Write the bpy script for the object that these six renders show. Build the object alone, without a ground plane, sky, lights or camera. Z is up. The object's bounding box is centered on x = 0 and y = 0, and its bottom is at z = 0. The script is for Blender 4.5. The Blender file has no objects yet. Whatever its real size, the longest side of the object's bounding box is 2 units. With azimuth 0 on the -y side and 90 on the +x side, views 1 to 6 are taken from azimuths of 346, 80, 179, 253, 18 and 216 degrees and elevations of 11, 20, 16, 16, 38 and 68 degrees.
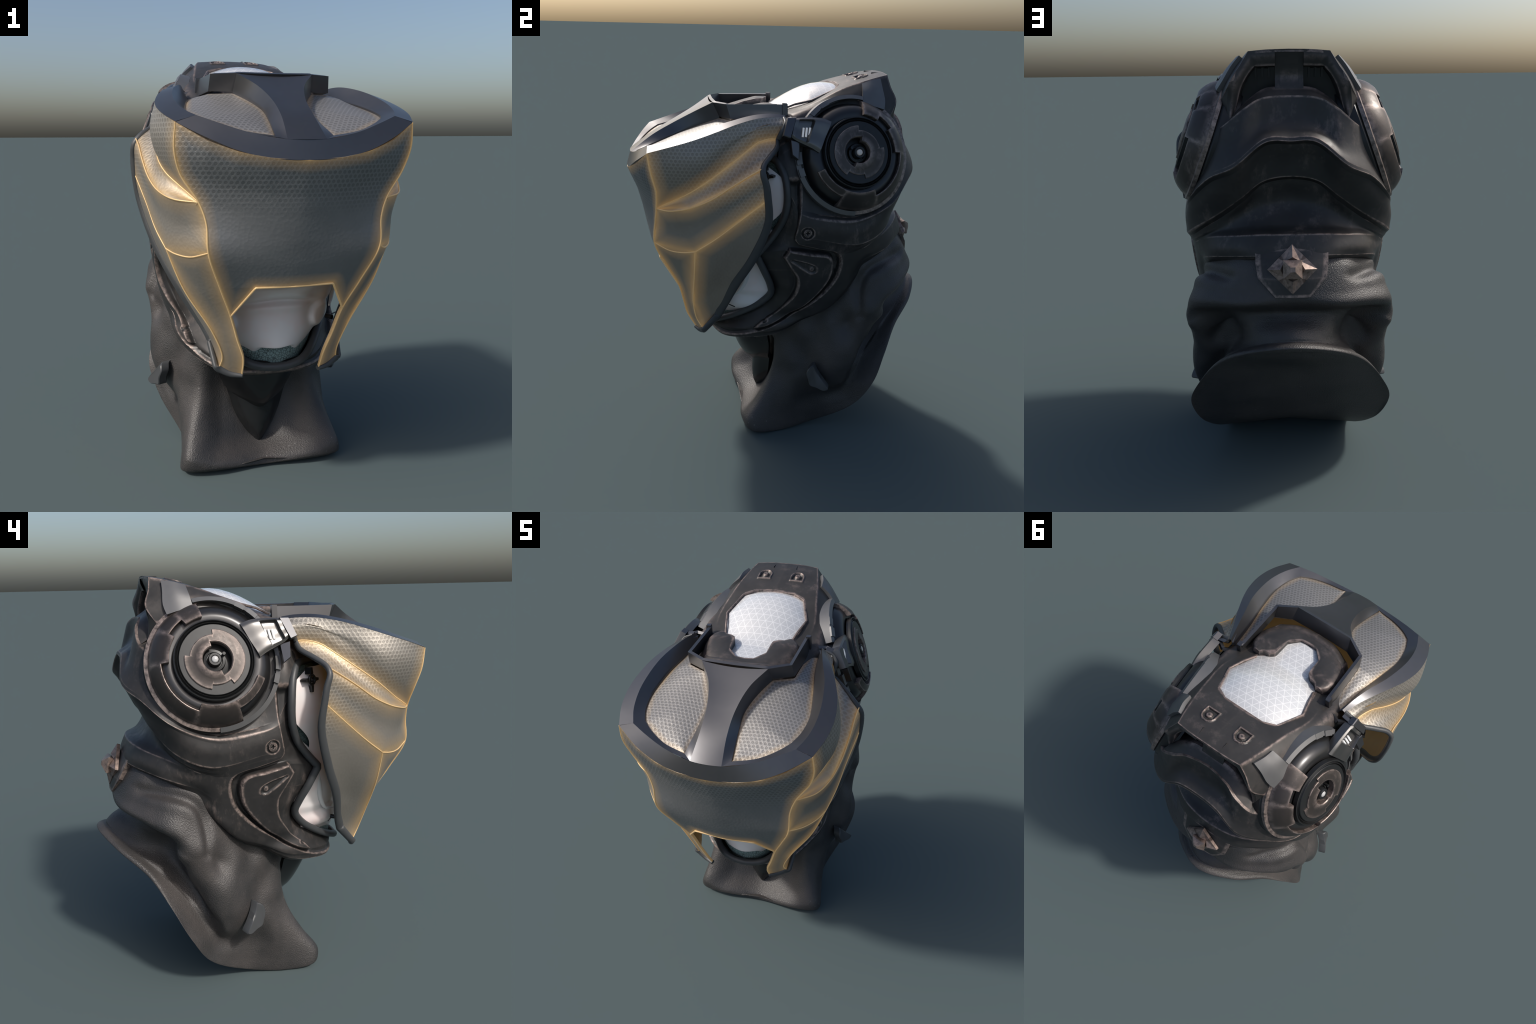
import bpy, math, random
import numpy as np
from mathutils import Vector

random.seed(7)
V = lambda *a: np.array(a, float)

# ------------------------------------------------------------------ curves
def cr(pts, n, closed=False, k=24):
    """smooth (centripetal) curve through control points, n even samples"""
    P = np.array(pts, float)
    if len(P) == 2:
        return P[0] + (P[1] - P[0]) * np.linspace(0, 1, n)[:, None]
    if closed:
        Q = np.vstack([P[-1], P, P[0], P[1]])
    else:
        Q = np.vstack([2 * P[0] - P[1], P, 2 * P[-1] - P[-2]])
    out = []
    for i in range(1, len(Q) - 2):
        p0, p1, p2, p3 = Q[i - 1:i + 3]
        d = [max(np.linalg.norm(b - a), 1e-6) ** .5 for a, b in ((p0, p1), (p1, p2), (p2, p3))]
        t0, t1 = 0, d[0]; t2 = t1 + d[1]; t3 = t2 + d[2]
        for t in np.linspace(t1, t2, k, endpoint=False):
            a1 = (t1 - t) / (t1 - t0) * p0 + (t - t0) / (t1 - t0) * p1
            a2 = (t2 - t) / (t2 - t1) * p1 + (t - t1) / (t2 - t1) * p2
            a3 = (t3 - t) / (t3 - t2) * p2 + (t - t2) / (t3 - t2) * p3
            b1 = (t2 - t) / (t2 - t0) * a1 + (t - t0) / (t2 - t0) * a2
            b2 = (t3 - t) / (t3 - t1) * a2 + (t - t1) / (t3 - t1) * a3
            out.append((t2 - t) / (t2 - t1) * b1 + (t - t1) / (t2 - t1) * b2)
    out.append(P[0] if closed else P[-1])
    return even(np.array(out), n)

def even(P, n):
    P = np.array(P, float)
    s = np.concatenate([[0], np.cumsum(np.linalg.norm(np.diff(P, axis=0), axis=1))])
    t = np.linspace(0, s[-1], n)
    return np.stack([np.interp(t, s, P[:, i]) for i in range(3)], 1)

def ctrl(pts, n):
    """samples spaced evenly per control interval, so control points line up between rows"""
    P = np.array(pts, float); m = len(P) - 1
    ends = [np.array(b) * (-1, 1, 1) if abs(a[0]) < 1e-6 else 2 * a - b for a, b in ((P[0], P[1]), (P[-1], P[-2]))]   # flat across the mid line
    Q = np.vstack([ends[0], P, ends[1]])
    out = []
    for t in np.linspace(0, m, n):
        i = min(int(t), m - 1); f = t - i
        p0, p1, p2, p3 = Q[i:i + 4]
        out.append(.5 * (2 * p1 + (p2 - p0) * f + (2 * p0 - 5 * p1 + 4 * p2 - p3) * f * f + (3 * p1 - p0 - 3 * p2 + p3) * f ** 3))
    return np.array(out)

def corners(segs, n):
    """join smooth segments (sharp where they meet), n even samples"""
    P = [cr(s, 60) for s in segs]
    return even(np.vstack([P[0]] + [p[1:] for p in P[1:]]), n)

def across(rows, nv, sharp=(), per=None):
    """surface grid through sampled rows; tangents break at the sharp rows"""
    R = np.array(rows); m = len(R); G = []
    sharp = set(sharp) | {0, m - 1}
    for i in range(m - 1):
        p1, p2 = R[i], R[i + 1]
        p0 = 2 * p1 - p2 if i in sharp else R[i - 1]
        p3 = 2 * p2 - p1 if i + 1 in sharp else R[i + 2]
        cnt = per[i] if per else nv
        l = np.linalg.norm(p2 - p1, axis=1).mean()
        l0 = np.linalg.norm(p1 - p0, axis=1).mean(); l3 = np.linalg.norm(p3 - p2, axis=1).mean()
        m1 = (p2 - p0) * (l / (l + l0)); m2 = (p3 - p1) * (l / (l + l3))
        for f in np.linspace(0, 1, cnt, endpoint=False):
            G.append((2 * f**3 - 3 * f**2 + 1) * p1 + (f**3 - 2 * f**2 + f) * m1 + (-2 * f**3 + 3 * f**2) * p2 + (f**3 - f**2) * m2)
    G.append(R[-1])
    return np.array(G)

def coons(c0, c1, d0, d1, nu, nv, sag=0.0):
    """patch bounded by c0,c1 (along u) and d0,d1 (along v); sag = inward dish"""
    c0, c1 = even(c0, nu), even(c1, nu); d0, d1 = even(d0, nv), even(d1, nv)
    u = np.linspace(0, 1, nu)[None, :, None]; v = np.linspace(0, 1, nv)[:, None, None]
    G = (1 - v) * c0[None] + v * c1[None] + (1 - u) * d0[:, None] + u * d1[:, None] \
        - ((1 - u) * (1 - v) * c0[0] + u * (1 - v) * c0[-1] + (1 - u) * v * c1[0] + u * v * c1[-1])
    if sag:
        N = normals(G)
        w = (np.sin(np.pi * v) ** .8) * (np.clip(np.sin(np.pi * (u * .92 + .04)), 0, 1) ** .5)
        G = G - N * (w * sag)
    return G

def normals(G):
    du = np.gradient(G, axis=1); dv = np.gradient(G, axis=0)
    N = np.cross(du, dv); l = np.linalg.norm(N, axis=2, keepdims=True)
    return N / np.maximum(l, 1e-9)

def sm(x, a, b):
    t = np.clip((x - a) / (b - a), 0, 1); return t * t * (3 - 2 * t)

# ------------------------------------------------------------------ meshes
class Mesh:
    def __init__(s): s.v = []; s.f = []; s.m = []
    def add(s, verts, faces, mat=0):
        o = len(s.v); s.v += [tuple(map(float, p)) for p in verts]
        s.f += [tuple(o + i for i in f) for f in faces]; s.m += [mat] * len(faces)
    def grid(s, G, mat=0, flip=False, wrap=False):
        nv, nu = G.shape[:2]; F = []
        for j in range(nv - 1):
            for i in range(nu if wrap else nu - 1):
                i2 = (i + 1) % nu
                q = (j * nu + i, j * nu + i2, (j + 1) * nu + i2, (j + 1) * nu + i)
                F.append(q[::-1] if flip else q)
        s.add(G.reshape(-1, 3), F, mat)
    def shell(s, G, t, mat=0, inner=None, flip=False):
        """sheet of thickness t (grown against its normal) with closed edges"""
        N = normals(G) * (-1 if flip else 1)
        H = G - N * t; nv, nu = G.shape[:2]; n = nv * nu
        F = []; I = []; E = []
        for j in range(nv - 1):
            for i in range(nu - 1):
                q = (j * nu + i, j * nu + i + 1, (j + 1) * nu + i + 1, (j + 1) * nu + i)
                if flip: q = q[::-1]
                F.append(q); I.append(tuple(n + k for k in q[::-1]))
        loop = [i for i in range(nu)] + [(j + 1) * nu - 1 for j in range(1, nv)] + \
               [(nv - 1) * nu + i for i in range(nu - 2, -1, -1)] + [j * nu for j in range(nv - 2, 0, -1)]
        for a, b in zip(loop, loop[1:] + loop[:1]):
            E.append((b, a, n + a, n + b) if not flip else (a, b, n + b, n + a))
        vv = np.vstack([G.reshape(-1, 3), H.reshape(-1, 3)])
        o = len(s.v); s.add(vv, F, mat)
        for L, mm in ((I, mat if inner is None else inner), (E, mat)):
            s.f += [tuple(o + i for i in f) for f in L]; s.m += [mm] * len(L)
    def tube(s, P, r, mat=0, seg=8, closed=False, flat=1.0, up=None):
        P = np.array(P, float); n = len(P)
        T = np.gradient(P, axis=0)
        if closed: T = np.roll(P, -1, 0) - np.roll(P, 1, 0)
        T /= np.maximum(np.linalg.norm(T, axis=1, keepdims=True), 1e-9)
        a = np.cross(T[0], V(.31, .2, .93)) if up is None else np.array(up, float)
        R = []
        rr = r if hasattr(r, '__len__') else [r] * n
        for i in range(n):
            a = a - T[i] * (a @ T[i]); a /= np.linalg.norm(a); b = np.cross(T[i], a)
            R.append([P[i] + rr[i] * (math.cos(k) * a * flat + math.sin(k) * b) for k in np.linspace(0, 2 * math.pi, seg, endpoint=False)])
        R = np.array(R)
        if closed: R = np.vstack([R, R[:1]])
        s.grid(R, mat, wrap=True)
        if not closed:
            for L, fl in ((R[0], True), (R[-1], False)):
                s.add(L, [tuple(range(seg))[::-1] if fl else tuple(range(seg))], mat)
    def prism(s, outline, d, mat=0, bev=0.0):
        """solid from a planar-ish outline (3D points), extruded by vector d; bev insets the far cap"""
        O = np.array(outline, float); d = np.array(d, float); n = len(O); c = O.mean(0)
        rings = [O, O + d * (1 if not bev else max(0, 1 - bev / np.linalg.norm(d)))]
        if bev:
            w = O - c; l = np.linalg.norm(w, axis=1, keepdims=True)
            rings.append(O + d - w / np.maximum(l, 1e-6) * bev)
        vv = np.vstack(rings); F = []
        for k in range(len(rings) - 1):
            for i in range(n):
                j = (i + 1) % n
                F.append((k * n + i, k * n + j, (k + 1) * n + j, (k + 1) * n + i))
        F.append(tuple(range(n))[::-1]); F.append(tuple((len(rings) - 1) * n + i for i in range(n)))
        s.add(vv, F, mat)
    def mirror(s):
        n = len(s.v)
        s.v += [(-x, y, z) for x, y, z in s.v]
        s.f += [tuple(n + i for i in f[::-1]) for f in list(s.f)]
        s.m += list(s.m); return s
    def build(s, name, mats, parent, smooth=40, weld=0.0004, recalc=False):
        me = bpy.data.meshes.new(name); me.from_pydata(s.v, [], s.f)
        for m in mats: me.materials.append(m)
        me.polygons.foreach_set('material_index', s.m)
        import bmesh
        bm = bmesh.new(); bm.from_mesh(me)
        if weld: bmesh.ops.remove_doubles(bm, verts=bm.verts, dist=weld)
        if recalc: bmesh.ops.recalc_face_normals(bm, faces=bm.faces)
        bm.to_mesh(me); bm.free()
        if smooth:
            me.polygons.foreach_set('use_smooth', [True] * len(me.polygons))
            me.set_sharp_from_angle(angle=math.radians(smooth))
        ob = bpy.data.objects.new(name, me); bpy.context.collection.objects.link(ob)
        if parent: ob.parent = parent
        return ob

def twin(mk, name, mats, parent, **k):
    """the same part on both sides of the head, as two objects"""
    a = mk(Mesh()); ob = a.build(name, mats, parent, **k)
    b = Mesh(); b.v = [(-x, y, z) for x, y, z in a.v]; b.f = [f[::-1] for f in a.f]; b.m = a.m
    return ob, b.build(name, mats, parent, **k)

def mir(pts): return [(-p[0], p[1], p[2]) for p in pts]
def full(half):
    """half curve (x>=0, starting on the mid line) -> whole curve from -x to +x"""
    h = [tuple(p) for p in half]; return mir(h[:0:-1]) + h

# ------------------------------------------------------------------ materials
class Nodes:
    def __init__(s, name):
        s.mat = bpy.data.materials.new(name); s.mat.use_nodes = True
        s.t = s.mat.node_tree; s.b = s.t.nodes['Principled BSDF']
        s.co = s.t.nodes.new('ShaderNodeTexCoord').outputs['Object']
    def n(s, typ, **k):
        nd = s.t.nodes.new('ShaderNode' + typ)
        for a, b in k.items(): setattr(nd, a, b)
        return nd
    def put(s, sock, val):
        if hasattr(val, 'links') or hasattr(val, 'is_linked'): s.t.links.new(val, sock)
        else: sock.default_value = val
    def math(s, op, a, b=None, c=None, clamp=False):
        nd = s.n('Math', operation=op, use_clamp=clamp)
        for i, x in enumerate((a, b, c)):
            if x is not None: s.put(nd.inputs[i], x)
        return nd.outputs[0]
    def noise(s, scale, detail=4, rough=.6, vec=None, stretch=None):
        v = vec or s.co
        if stretch:
            mp = s.n('Mapping'); s.t.links.new(v, mp.inputs[0]); mp.inputs['Scale'].default_value = stretch; v = mp.outputs[0]
        nd = s.n('TexNoise'); nd.inputs['Scale'].default_value = scale; nd.inputs['Detail'].default_value = detail
        nd.inputs['Roughness'].default_value = rough; s.t.links.new(v, nd.inputs['Vector']); return nd.outputs[0]
    def ramp(s, fac, stops):
        nd = s.n('ValToRGB'); e = nd.color_ramp.elements
        while len(e) < len(stops): e.new(.5)
        for el, (p, c) in zip(e, stops):
            el.position = p; el.color = (c, c, c, 1) if not hasattr(c, '__len__') else (*c, 1)
        s.put(nd.inputs[0], fac); return nd.outputs[0]
    def mix(s, f, a, b):
        nd = s.n('Mix', data_type='RGBA'); s.put(nd.inputs[0], f)
        for sk, x in ((nd.inputs[6], a), (nd.inputs[7], b)):
            s.put(sk, (*x, 1) if isinstance(x, tuple) and len(x) == 3 else x)
        return nd.outputs[2]
    def bump(s, h, strength, dist=.01):
        nd = s.n('Bump'); nd.inputs['Strength'].default_value = strength; nd.inputs['Distance'].default_value = dist
        s.put(nd.inputs['Height'], h); s.t.links.new(nd.outputs[0], s.b.inputs['Normal'])
    def set(s, **k):
        for a, b in k.items():
            sk = s.b.inputs[a.replace('_', ' ')]
            s.put(sk, (*b, 1) if isinstance(b, tuple) and len(b) == 3 else b)
        return s.mat
    def xyz(s):
        nd = s.n('SeparateXYZ'); s.t.links.new(s.co, nd.inputs[0]); return nd.outputs

def worn_metal(name, base, wear, amount=.5, metallic=.35, rough=.45, edge=(.502, .522)):
    N = Nodes(name)
    big = N.noise(5, 5, .65); fine = N.noise(38, 6, .7); scr = N.noise(16, 6, .75, stretch=(1, 1, .35))
    body = N.mix(N.ramp(big, [(.35, 0.0), (.7, 1.0)]), tuple(c * .8 for c in base), tuple(c * 1.25 for c in base))
    patch = N.ramp(N.math('MULTIPLY', N.ramp(big, [(.5, 0.0), (.72, 1.0)]), N.ramp(scr, [(.5, 0.0), (.66, 1.0)])), [(0, 0.0), (.8, 1.0)])
    fac = N.math('MULTIPLY', patch, .55 * amount)
    if edge:
        g = N.n('NewGeometry').outputs['Pointiness']
        e = N.ramp(g, [(edge[0], 0.0), (edge[1], 1.0)])
        e = N.math('MULTIPLY', e, N.ramp(fine, [(.36, .1), (.58, 1.0)]))
        fac = N.math('MAXIMUM', fac, N.math('MULTIPLY', e, min(1, .75 * amount + .2)))
    N.bump(N.math('ADD', N.math('MULTIPLY', fine, .4), N.math('MULTIPLY', big, .3)), .12, .01)
    return N.set(Base_Color=N.mix(fac, body, wear), Metallic=metallic, Roughness=N.math('ADD', rough, N.math('MULTIPLY', N.math('SUBTRACT', fine, .5), .35)))

M = {}
M['shell'] = worn_metal('worn dark armour paint', (.034, .033, .033), (.27, .21, .185), 1.0)
M['plate'] = worn_metal('scuffed crown plate', (.040, .038, .037), (.26, .20, .18), .8)
M['bronze'] = worn_metal('rubbed bronze steel', (.062, .053, .049), (.30, .24, .215), 1.4, .55, .42, (.520, .57))
M['gold_emblem'] = worn_metal('tarnished copper', (.105, .082, .072), (.32, .24, .205), 1.1, .6, .42)

def plain(name, col, rough=.4, metallic=0.0, var=.15, bump=0.0, scale=30, **k):
    N = Nodes(name); f = N.noise(scale, 4)
    N.set(Base_Color=N.mix(f, tuple(c * (1 - var) for c in col), tuple(min(1, c * (1 + var)) for c in col)), Roughness=rough, Metallic=metallic, **k)
    if bump: N.bump(f, bump, .005)
    return N.mat
M['frame'] = plain('satin gunmetal', (.115, .115, .122), .32, .85, .06)
M['arm'] = plain('polished dark steel', (.15, .147, .145), .34, .85, .1)
M['grey'] = plain('brushed grey steel', (.15, .15, .152), .45, .6, .1)
M['rubber'] = plain('black rubber trim', (.050, .053, .056), .45, 0, .15)
M['black'] = plain('gloss black lacquer', (.018, .019, .020), .22, .2, .2)
M['bowl'] = plain('gloss black steel', (.05, .05, .052), .30, .7, .1)
M['satin_black'] = plain('satin black steel', (.028, .029, .030), .38, .5, .2)
M['dark'] = plain('dark recess', (.010, .010, .010), .6)
M['hub_lamp'] = plain('frosted lamp', (.42, .42, .42), .35, 0, .02, Emission_Color=(1, .98, .95), Emission_Strength=.05)
M['lamp'] = plain('milky lamp', (.8, .8, .8), .3, 0, .02, Emission_Color=(1, .98, .95), Emission_Strength=.16)

def leather():
    N = Nodes('dark creased leather')
    a = N.noise(4, 5, .6); pores = N.n('TexVoronoi'); pores.inputs['Scale'].default_value = 190; N.t.links.new(N.co, pores.inputs['Vector'])
    fn = N.noise(70, 4, .7); sp = N.n('TexVoronoi'); sp.inputs['Scale'].default_value = 26; N.t.links.new(N.co, sp.inputs['Vector'])
    speck = N.math('MULTIPLY', N.ramp(sp.outputs['Distance'], [(.07, 1.0), (.12, 0.0)]), N.ramp(N.noise(3.3, 2), [(.56, 0.0), (.64, 1.0)]))
    c = N.mix(N.ramp(a, [(.35, 0.0), (.68, 1.0)]), (.032, .031, .031), (.058, .052, .050))
    c = N.mix(N.math('MULTIPLY', speck, .5), c, (.22, .21, .2))
    N.bump(N.math('ADD', pores.outputs['Distance'], fn), .35, .004)
    return N.set(Base_Color=c, Roughness=N.math('ADD', .36, N.math('MULTIPLY', a, .22)))
M['leather'] = leather()

def lens():
    N = Nodes('white triangle lattice lens'); x, y, z = N.xyz()
    lines = None
    for k in range(3):
        a = math.pi / 6 + k * math.pi / 3
        t = N.math('ADD', N.math('MULTIPLY', x, math.cos(a) / .034), N.math('MULTIPLY', y, math.sin(a) / .034))
        d = N.math('ABSOLUTE', N.math('SUBTRACT', N.math('FRACT', N.math('ADD', t, 100.5)), .5))
        l = N.ramp(d, [(.02, 1.0), (.065, 0.0)])
        lines = l if lines is None else N.math('MAXIMUM', lines, l)
    return N.set(Base_Color=N.mix(lines, (.56, .565, .575), (.74, .74, .74)), Roughness=.20, IOR=1.9, Coat_Weight=1.0, Coat_Roughness=.16)
M['lens'] = lens()

def skin():
    N = Nodes('pale porcelain mask'); f = N.noise(5, 3)
    c = N.mix(N.ramp(f, [(.45, 0.0), (.75, 1.0)]), (.84, .80, .79), (.86, .70, .68))
    return N.set(Base_Color=c, Roughness=.35)
M['mask'] = skin()
M['white'] = plain('white enamel', (.72, .72, .71), .3, 0, .03)
M['mauve'] = plain('mauve grey inlay', (.22, .20, .215), .4, 0, .05)

def padding():
    N = Nodes('teal scaled padding'); v = N.n('TexVoronoi', feature='DISTANCE_TO_EDGE'); v.inputs['Scale'].default_value = 80
    N.t.links.new(N.co, v.inputs['Vector']); e = N.ramp(v.outputs['Distance'], [(.02, 0.0), (.10, 1.0)])
    N.bump(e, .5, .004)
    return N.set(Base_Color=N.mix(e, (.06, .085, .085), (.20, .285, .275)), Roughness=.6)
M['padding'] = padding()

# ---- glowing visor: distance to the crease polylines, worked out in nodes
def seg_group():
    g = bpy.data.node_groups.new('distance to segment', 'ShaderNodeTree')
    for n_ in ('P', 'A', 'B'): g.interface.new_socket(n_, in_out='INPUT', socket_type='NodeSocketVector')
    g.interface.new_socket('D', in_out='OUTPUT', socket_type='NodeSocketFloat')
    i = g.nodes.new('NodeGroupInput'); o = g.nodes.new('NodeGroupOutput')
    def vm(op, a, b, **kw):
        nd = g.nodes.new('ShaderNodeVectorMath'); nd.operation = op
        g.links.new(a, nd.inputs[0]); g.links.new(b, nd.inputs[1]); return nd
    ap = vm('SUBTRACT', i.outputs[0], i.outputs[1]).outputs[0]; ab = vm('SUBTRACT', i.outputs[2], i.outputs[1]).outputs[0]
    dv = g.nodes.new('ShaderNodeMath'); dv.operation = 'DIVIDE'; dv.use_clamp = True
    g.links.new(vm('DOT_PRODUCT', ap, ab).outputs['Value'], dv.inputs[0]); g.links.new(vm('DOT_PRODUCT', ab, ab).outputs['Value'], dv.inputs[1])
    sc = g.nodes.new('ShaderNodeVectorMath'); sc.operation = 'SCALE'; g.links.new(ab, sc.inputs[0]); g.links.new(dv.outputs[0], sc.inputs['Scale'])
    g.links.new(vm('DISTANCE', ap, sc.outputs[0]).outputs['Value'], o.inputs[0])
    return g

def visor_mat(name, lines, proj, base, dots_from=None, width=.075, glow=1.0, floor=0.0, dots=.25):
    """panel colour + hexagonal dots + golden halo fading away from the crease lines"""
    N = Nodes(name); x, y, z = N.xyz()
    cb = N.n('CombineXYZ'); N.t.links.new(N.math('ABSOLUTE', x), cb.inputs[0]); N.t.links.new(y, cb.inputs[1]); N.t.links.new(z, cb.inputs[2])
    dist = None
    for L in lines:
        for a, b in zip(L[:-1], L[1:]):
            nd = N.n('Group'); nd.node_tree = SEG; N.t.links.new(cb.outputs[0], nd.inputs[0])
            nd.inputs[1].default_value = tuple(a); nd.inputs[2].default_value = tuple(b)
            dist = nd.outputs[0] if dist is None else N.math('MINIMUM', dist, nd.outputs[0])
    # hexagonal dot lattice in the panel's projection plane
    p = .0195; q = p * math.sqrt(3)
    ax = {'x': x, 'y': y, 'z': z}; a, b = ax[proj[0]], ax[proj[1]]
    def cell(off):
        da = N.math('SUBTRACT', N.math('FRACT', N.math('ADD', N.math('DIVIDE', a, p), 50 + off)), .5)
        db = N.math('SUBTRACT', N.math('FRACT', N.math('ADD', N.math('DIVIDE', b, q), 50 + off)), .5)
        da = N.math('MULTIPLY', da, p); db = N.math('MULTIPLY', db, q)
        return N.math('SQRT', N.math('ADD', N.math('MULTIPLY', da, da), N.math('MULTIPLY', db, db)))
    h = N.math('MINIMUM', cell(0), cell(.5))
    dot = N.ramp(N.math('DIVIDE', h, p), [(.29, 1.0), (.36, 0.0)])
    ring = N.ramp(N.math('DIVIDE', h, p), [(.36, 0.0), (.42, 1.0), (.48, 1.0), (.53, .3)])
    if dots_from is not None:
        fade = N.ramp(N.math('SUBTRACT', dots_from(N, x, y, z), N.math('MULTIPLY', N.noise(14, 3), .06)), [(-.0, 0.0), (.12, 1.0)])
        dot = N.math('MULTIPLY', dot, fade); ring = N.math('MULTIPLY', ring, fade)
    big = N.noise(6, 4); 
    body = N.mix(big, tuple(c * .85 for c in base), tuple(c * 1.12 for c in base))
    body = N.mix(N.math('MULTIPLY', ring, .25), body, tuple(min(1, c * 1.7) for c in base))
    body = N.mix(N.math('MULTIPLY', dot, dots), body, tuple(c * .38 for c in base))
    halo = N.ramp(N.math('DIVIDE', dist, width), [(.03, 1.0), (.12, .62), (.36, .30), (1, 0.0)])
    col = N.mix(N.math('MULTIPLY', halo, .72 * glow), body, (.46, .32, .15))  # amber glow of the lines also painted into the base colour
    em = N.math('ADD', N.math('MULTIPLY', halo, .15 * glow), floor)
    cells = N.n('TexVoronoi'); cells.inputs['Scale'].default_value = 75; N.t.links.new(N.co, cells.inputs['Vector'])
    N.bump(N.math('SUBTRACT', N.math('MULTIPLY', cells.outputs['Distance'], .5), N.math('MULTIPLY', dot, .6)), .30, .004)
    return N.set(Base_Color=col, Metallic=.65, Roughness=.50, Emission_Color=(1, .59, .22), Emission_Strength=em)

# ================================================================== the object
root = bpy.data.objects.new('armored_helmet', None); bpy.context.collection.objects.link(root)
root['label'] = 'dark worn armored helmet with raised gold-edged visor and leather neck'
root['category'] = 'helmet'

# ------------------------------------------------------------------ visor curves (x > 0)
T = [(.454, -.716, 1.650), (.49, -.61, 1.684), (.501, -.50, 1.717), (.485, -.39, 1.752), (.455, -.30, 1.780), (.412, -.20, 1.800), (.372, -.11, 1.803), (.350, -.045, 1.797)]
VF = [(.454, -.716, 1.648), (.459, -.701, 1.555), (.436, -.681, 1.463), (.373, -.684, 1.362), (.348, -.692, 1.285), (.343, -.700, 1.175), (.290, -.642, 1.026), (.238, -.583, .893), (.204, -.556, .777), (.177, -.538, .696), (.172, -.492, .608)]
C1 = [VF[3], (.402, -.633, 1.392), (.432, -.582, 1.421), (.470, -.520, 1.462), (.491, -.455, 1.508), (.490, -.395, 1.550), (.478, -.33, 1.595), (.457, -.265, 1.641), (.425, -.19, 1.690), (.402, -.125, 1.704), (.393, -.085, 1.700)]
C2 = [VF[3], (.455, -.618, 1.370), (.503, -.525, 1.395), (.530, -.425, 1.441), (.545, -.324, 1.509), (.551, -.24, 1.562), (.558, -.192, 1.590)]
V4 = (.478, -.502, 1.165)
C3 = [V4, (.507, -.409, 1.233), (.531, -.298, 1.325), (.568, -.158, 1.445)]
C4 = [VF[5], (.400, -.625, 1.150), (.448, -.560, 1.153), V4]
C5 = [V4, (.411, -.507, .994), (.300, -.509, .810), (.256, -.490, .695), (.262, -.457, .635)]
RE = [(.393, -.085, 1.700), (.426, -.090, 1.675), (.488, -.134, 1.642), (.540, -.172, 1.608), (.568, -.178, 1.575), (.574, -.160, 1.52), (.572, -.150, 1.457), (.555, -.141, 1.328), (.495, -.202, 1.123), (.41, -.283, .946), (.31, -.342, .775), (.284, -.363, .718)]
BROW = [(0, -.831, 1.516), (.137, -.822, 1.524), (.245, -.805, 1.549), (.35, -.773, 1.593), (.454, -.716, 1.648)]
MOUTH = [(.238, -.583, .893), (.158, -.677, 1.026), (0, -.688, 1.026)]
SEG = seg_group()
crease = [VF[:11:1], C1[::2], C2[::2], C3, C4[::3], C5, BROW, MOUTH]
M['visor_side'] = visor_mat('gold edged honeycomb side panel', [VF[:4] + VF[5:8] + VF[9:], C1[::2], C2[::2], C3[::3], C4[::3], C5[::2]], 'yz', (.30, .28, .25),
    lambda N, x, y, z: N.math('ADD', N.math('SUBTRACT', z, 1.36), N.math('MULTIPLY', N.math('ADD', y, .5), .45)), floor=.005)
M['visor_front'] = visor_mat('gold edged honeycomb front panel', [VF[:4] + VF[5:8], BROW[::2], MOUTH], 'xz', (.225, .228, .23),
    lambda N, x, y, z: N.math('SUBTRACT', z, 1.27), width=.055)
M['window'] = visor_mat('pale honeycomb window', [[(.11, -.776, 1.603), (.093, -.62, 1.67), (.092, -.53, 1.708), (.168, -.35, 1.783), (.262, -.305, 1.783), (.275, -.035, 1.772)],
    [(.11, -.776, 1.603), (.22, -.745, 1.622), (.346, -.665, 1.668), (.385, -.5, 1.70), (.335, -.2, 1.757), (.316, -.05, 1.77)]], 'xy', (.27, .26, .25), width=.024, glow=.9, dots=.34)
def gold_in():
    N = Nodes('amber visor lining'); f = N.noise(9, 4)
    return N.set(Base_Color=N.mix(f, (.16, .105, .04), (.28, .18, .07)), Metallic=.4, Roughness=.45, Emission_Color=(1, .6, .2), Emission_Strength=.03)  # faint emission brightens the shadowed inside with a gold glow
M['lining'] = gold_in()
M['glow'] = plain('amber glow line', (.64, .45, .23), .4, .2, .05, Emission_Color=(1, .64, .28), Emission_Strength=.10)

# ------------------------------------------------------------------ visor frame (top)
TOPF = [(0, -.809, 1.588), (.073, -.806, 1.588), (.20, -.781, 1.611), (.30, -.748, 1.643), (.380, -.713, 1.672)]
BEV = [(.380, -.713, 1.672), (.415, -.627, 1.697), (.431, -.506, 1.736), (.412, -.334, 1.787), (.372, -.20, 1.814), (.348, -.11, 1.816), (.334, -.045, 1.808)]
WIN_F = [(.110, -.776, 1.600), (.22, -.748, 1.618), (.30, -.705, 1.645), (.346, -.665, 1.665)]
WIN_S = [(.346, -.665, 1.665), (.372, -.60, 1.678), (.385, -.50, 1.698), (.365, -.35, 1.732), (.335, -.20, 1.754), (.316, -.045, 1.768)]
RIDGE = [(.073, -.806, 1.588), (.063, -.69, 1.674), (.068, -.58, 1.737), (.10, -.47, 1.798), (.160, -.385, 1.848)]
WALL = [(.110, -.776, 1.600), (.094, -.62, 1.666), (.093, -.53, 1.704), (.126, -.43, 1.746), (.170, -.352, 1.779)]

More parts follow.
